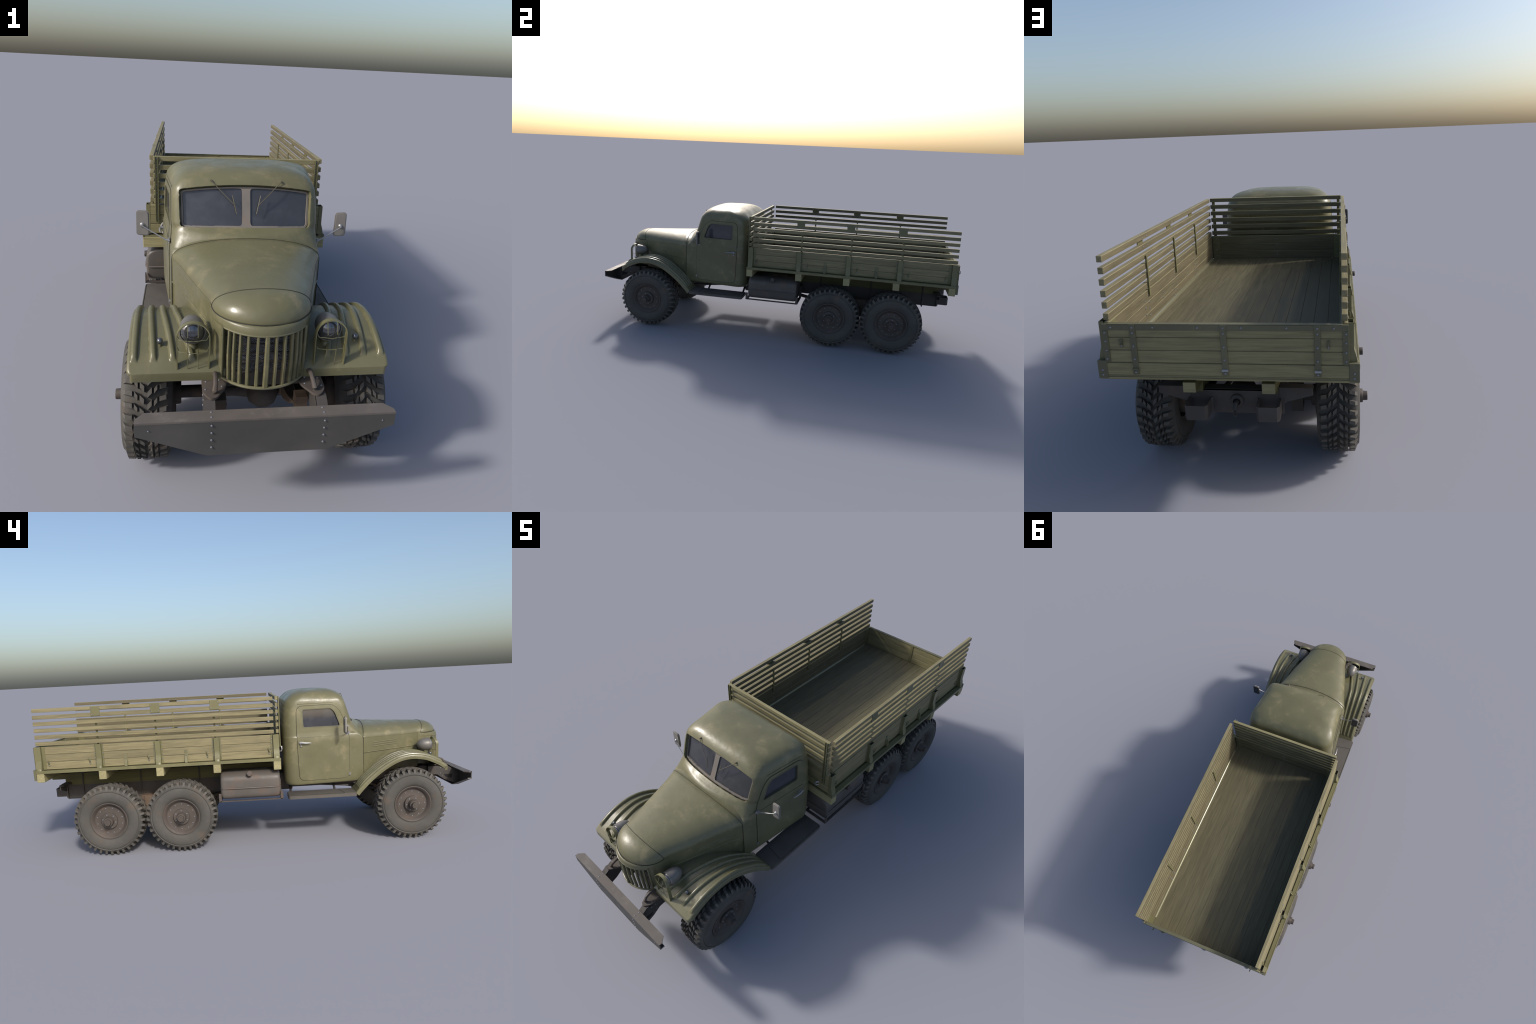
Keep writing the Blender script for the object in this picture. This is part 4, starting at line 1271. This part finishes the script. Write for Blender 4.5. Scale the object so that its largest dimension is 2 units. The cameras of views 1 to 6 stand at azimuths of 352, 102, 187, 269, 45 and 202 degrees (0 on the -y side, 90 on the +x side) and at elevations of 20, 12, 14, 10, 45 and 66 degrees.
    for py in POSTS:
        xs = s * (XI + 0.0138) + BX
        box('tie_plate', *sorted((xs - s * 0.001, xs + s * 0.0022)), py - 0.0205, py + 0.0205, 0.6395, 0.6815, M['strip'], rack, 0.0006)
        for yy in (-0.016, 0.016):
            for zz in (0.6465, 0.6735):
                bolt(rack, (xs + s * 0.0022, py + yy, zz), (s, 0, 0), 0.72)
                bolt(rack, (s * (XI - 0.0005) + BX, py + yy, zz), (-s, 0, 0), 0.72)

# headboard
hb = box('headboard', -XI + BX - 0.004, XI + BX + 0.004, -0.1085, -0.1010, 0.4095, 0.512, M['strip'], truck, 0)
for za, zb in zip(SEAMS, SEAMS[1:]):
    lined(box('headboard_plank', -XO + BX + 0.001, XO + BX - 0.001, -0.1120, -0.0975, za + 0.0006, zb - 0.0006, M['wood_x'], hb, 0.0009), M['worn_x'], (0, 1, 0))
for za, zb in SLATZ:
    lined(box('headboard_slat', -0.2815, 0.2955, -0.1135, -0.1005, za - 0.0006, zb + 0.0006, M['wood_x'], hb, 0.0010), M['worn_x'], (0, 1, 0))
for x in (-0.2705, 0.2845):
    bm = bmesh.new()
    add_box(bm, x - 0.0060, x + 0.0060, -0.1155, -0.1135, 0.455, 0.6825)
    add_box(bm, x - 0.0060, x - 0.0040, -0.1200, -0.1135, 0.455, 0.6825)
    add_box(bm, x + 0.0040, x + 0.0060, -0.1200, -0.1135, 0.455, 0.6825)
    new_obj('headboard_stake', bm, M['strip'], hb)
    for z in [0.5 * (a + b) for a, b in SLATZ] + [0.49, 0.465]:
        bolt(hb, (x, -0.1155, z), (0, -1, 0), 0.75)
    sgn = 1 if x > 0 else -1
    box('headboard_iron', *sorted((sgn * XI + BX - sgn * 0.032, sgn * XI + BX - sgn * 0.001)), -0.0975, -0.0955, 0.4110, 0.512, M['strip'], hb, 0.0004)
    for z in (0.500, 0.476, 0.450, 0.425):
        bolt(hb, (sgn * XI + BX - sgn * 0.018, -0.0955, z), (0, 1, 0), 0.72)
for z in (0.499, 0.470, 0.440, 0.428):
    bolt(hb, (0.003, -0.0975, z), (0, 1, 0), 0.72)
bm = bmesh.new()
for x in (-0.2480, 0.2600):
    add_tube(bm, [(x, -0.112, 0.430), (x - 0.008, -0.122, 0.432), (x - 0.010, -0.126, 0.442), (x - 0.004, -0.126, 0.452), (x + 0.004, -0.118, 0.454)], 0.0035, 8)
new_obj('tie_hook', bm, M['steel'], hb)

# tailgate
YT0, YT1 = 0.9755, 0.9845
TXA, TXB = -0.2970, 0.3115          # board ends
tg = box('tailgate', TXA + 0.003, TXB - 0.003, YT0 + 0.002, YT1 - 0.002, 0.405, 0.509, M['strip'], truck, 0)
TS = (0.4095, 0.4430, 0.4770, 0.5110)
for za, zb in zip(TS, TS[1:]):
    box('tailgate_plank', TXA, TXB, YT0, YT1, za + 0.0007, zb - 0.0007, M['wood_x'], tg, 0.0009)
box('tailgate_plank', TXA - 0.001, TXB + 0.004, YT0, YT1 + 0.0015, 0.3760, 0.4085, M['wood_x'], tg, 0.0010)
box('tail_lip', -0.3215, 0.3325, 0.9600, YT1 + 0.0010, 0.3705, 0.3760, M['strip'], tg, 0.0006)
box('tail_lip', -0.3215, 0.3325, 0.9600, YT1 + 0.0025, 0.3665, 0.3703, M['wood_x'], tg, 0.0006)
box('top_band', TXA - 0.0005, TXB + 0.0005, YT1 - 0.001, YT1 + 0.0022, 0.4965, 0.5125, M['band'], tg, 0.0004)
box('top_band', TXA + 0.0140, TXB - 0.0140, YT0 - 0.0022, YT1 + 0.0022, 0.5111, 0.5131, M['band'], tg, 0.0004)
for x in (TXA, TXB):
    sgn = 1 if x > 0 else -1
    box('edge_band', *sorted((x + sgn * 0.0004, x - sgn * 0.0140)), YT1 - 0.001, YT1 + 0.0024, 0.4098, 0.4963, M['band'], tg, 0.0004)
    for z in (0.490, 0.467, 0.443, 0.420):
        bolt(tg, (x - sgn * 0.0065, YT1 + 0.0024, z), (0, 1, 0), 0.8)
    cx = 0.3335 if sgn > 0 else -0.3225
    box('corner_plate', *sorted((cx, cx - sgn * 0.0250)), YT1 - 0.0085, YT1 + 0.0030, 0.3665, 0.4150, M['band'], tg, 0.0005)
    for z in (0.3895, 0.3765):
        bolt(tg, (cx - sgn * 0.0125, YT1 + 0.0030, z), (0, 1, 0), 0.85)
for x, sh in ((0.2330, False), (0.0045, True), (-0.2230, True)):
    box('hinge_strap', x - 0.0074, x + 0.0074, YT1 - 0.001, YT1 + 0.0036, 0.3925, 0.5120, M['band'], tg, 0.0005)
    for z in (0.5040, 0.4900, 0.4550, 0.4205):
        bolt(tg, (x, YT1 + 0.0036, z), (0, 1, 0), 0.85)
    bm = bmesh.new()
    add_tube(bm, [(x - 0.008, YT1 + 0.0045, 0.3935), (x + 0.008, YT1 + 0.0045, 0.3935)], 0.0034, 10)
    new_obj('hinge_barrel', bm, M['steel'] if sh else M['band'], tg)
    box('hinge_plate', x - 0.0080, x + 0.0080, YT1, YT1 + 0.0042, 0.3795, 0.3920, M['band'], tg, 0.0005)
    bolt(tg, (x, YT1 + 0.0042, 0.3855), (0, 1, 0), 0.9)
for x in (-0.262, -0.150, -0.040, 0.068, 0.180, 0.288):
    bolt(tg, (x, YT1 + 0.0022, 0.5040), (0, 1, 0), 0.85)
for x in (-0.2490, 0.2640):
    bm = bmesh.new()
    add_box(bm, x - 0.0035, x + 0.0035, YT1, YT1 + 0.0025, 0.452, 0.473)
    add_tube(bm, [(x, YT1 + 0.002, 0.459), (x, YT1 + 0.0135, 0.463), (x, YT1 + 0.0130, 0.477)], [0.002, 0.002, 0.0014], 6)
    new_obj('chain_hook', bm, M['band'], tg)
    bolt(tg, (x, YT1 + 0.0025, 0.4555), (0, 1, 0), 0.75)
for k in range(7):                     # inner face bolts
    bolt(tg, (-0.255 + 0.0875 * k, YT0, 0.5040), (0, -1, 0), 0.75)
box('inner_strap', -0.0030, 0.0120, YT0 - 0.002, YT0 + 0.0005, 0.412, 0.510, M['strip'], tg, 0.0004)

bpy.context.view_layer.update()
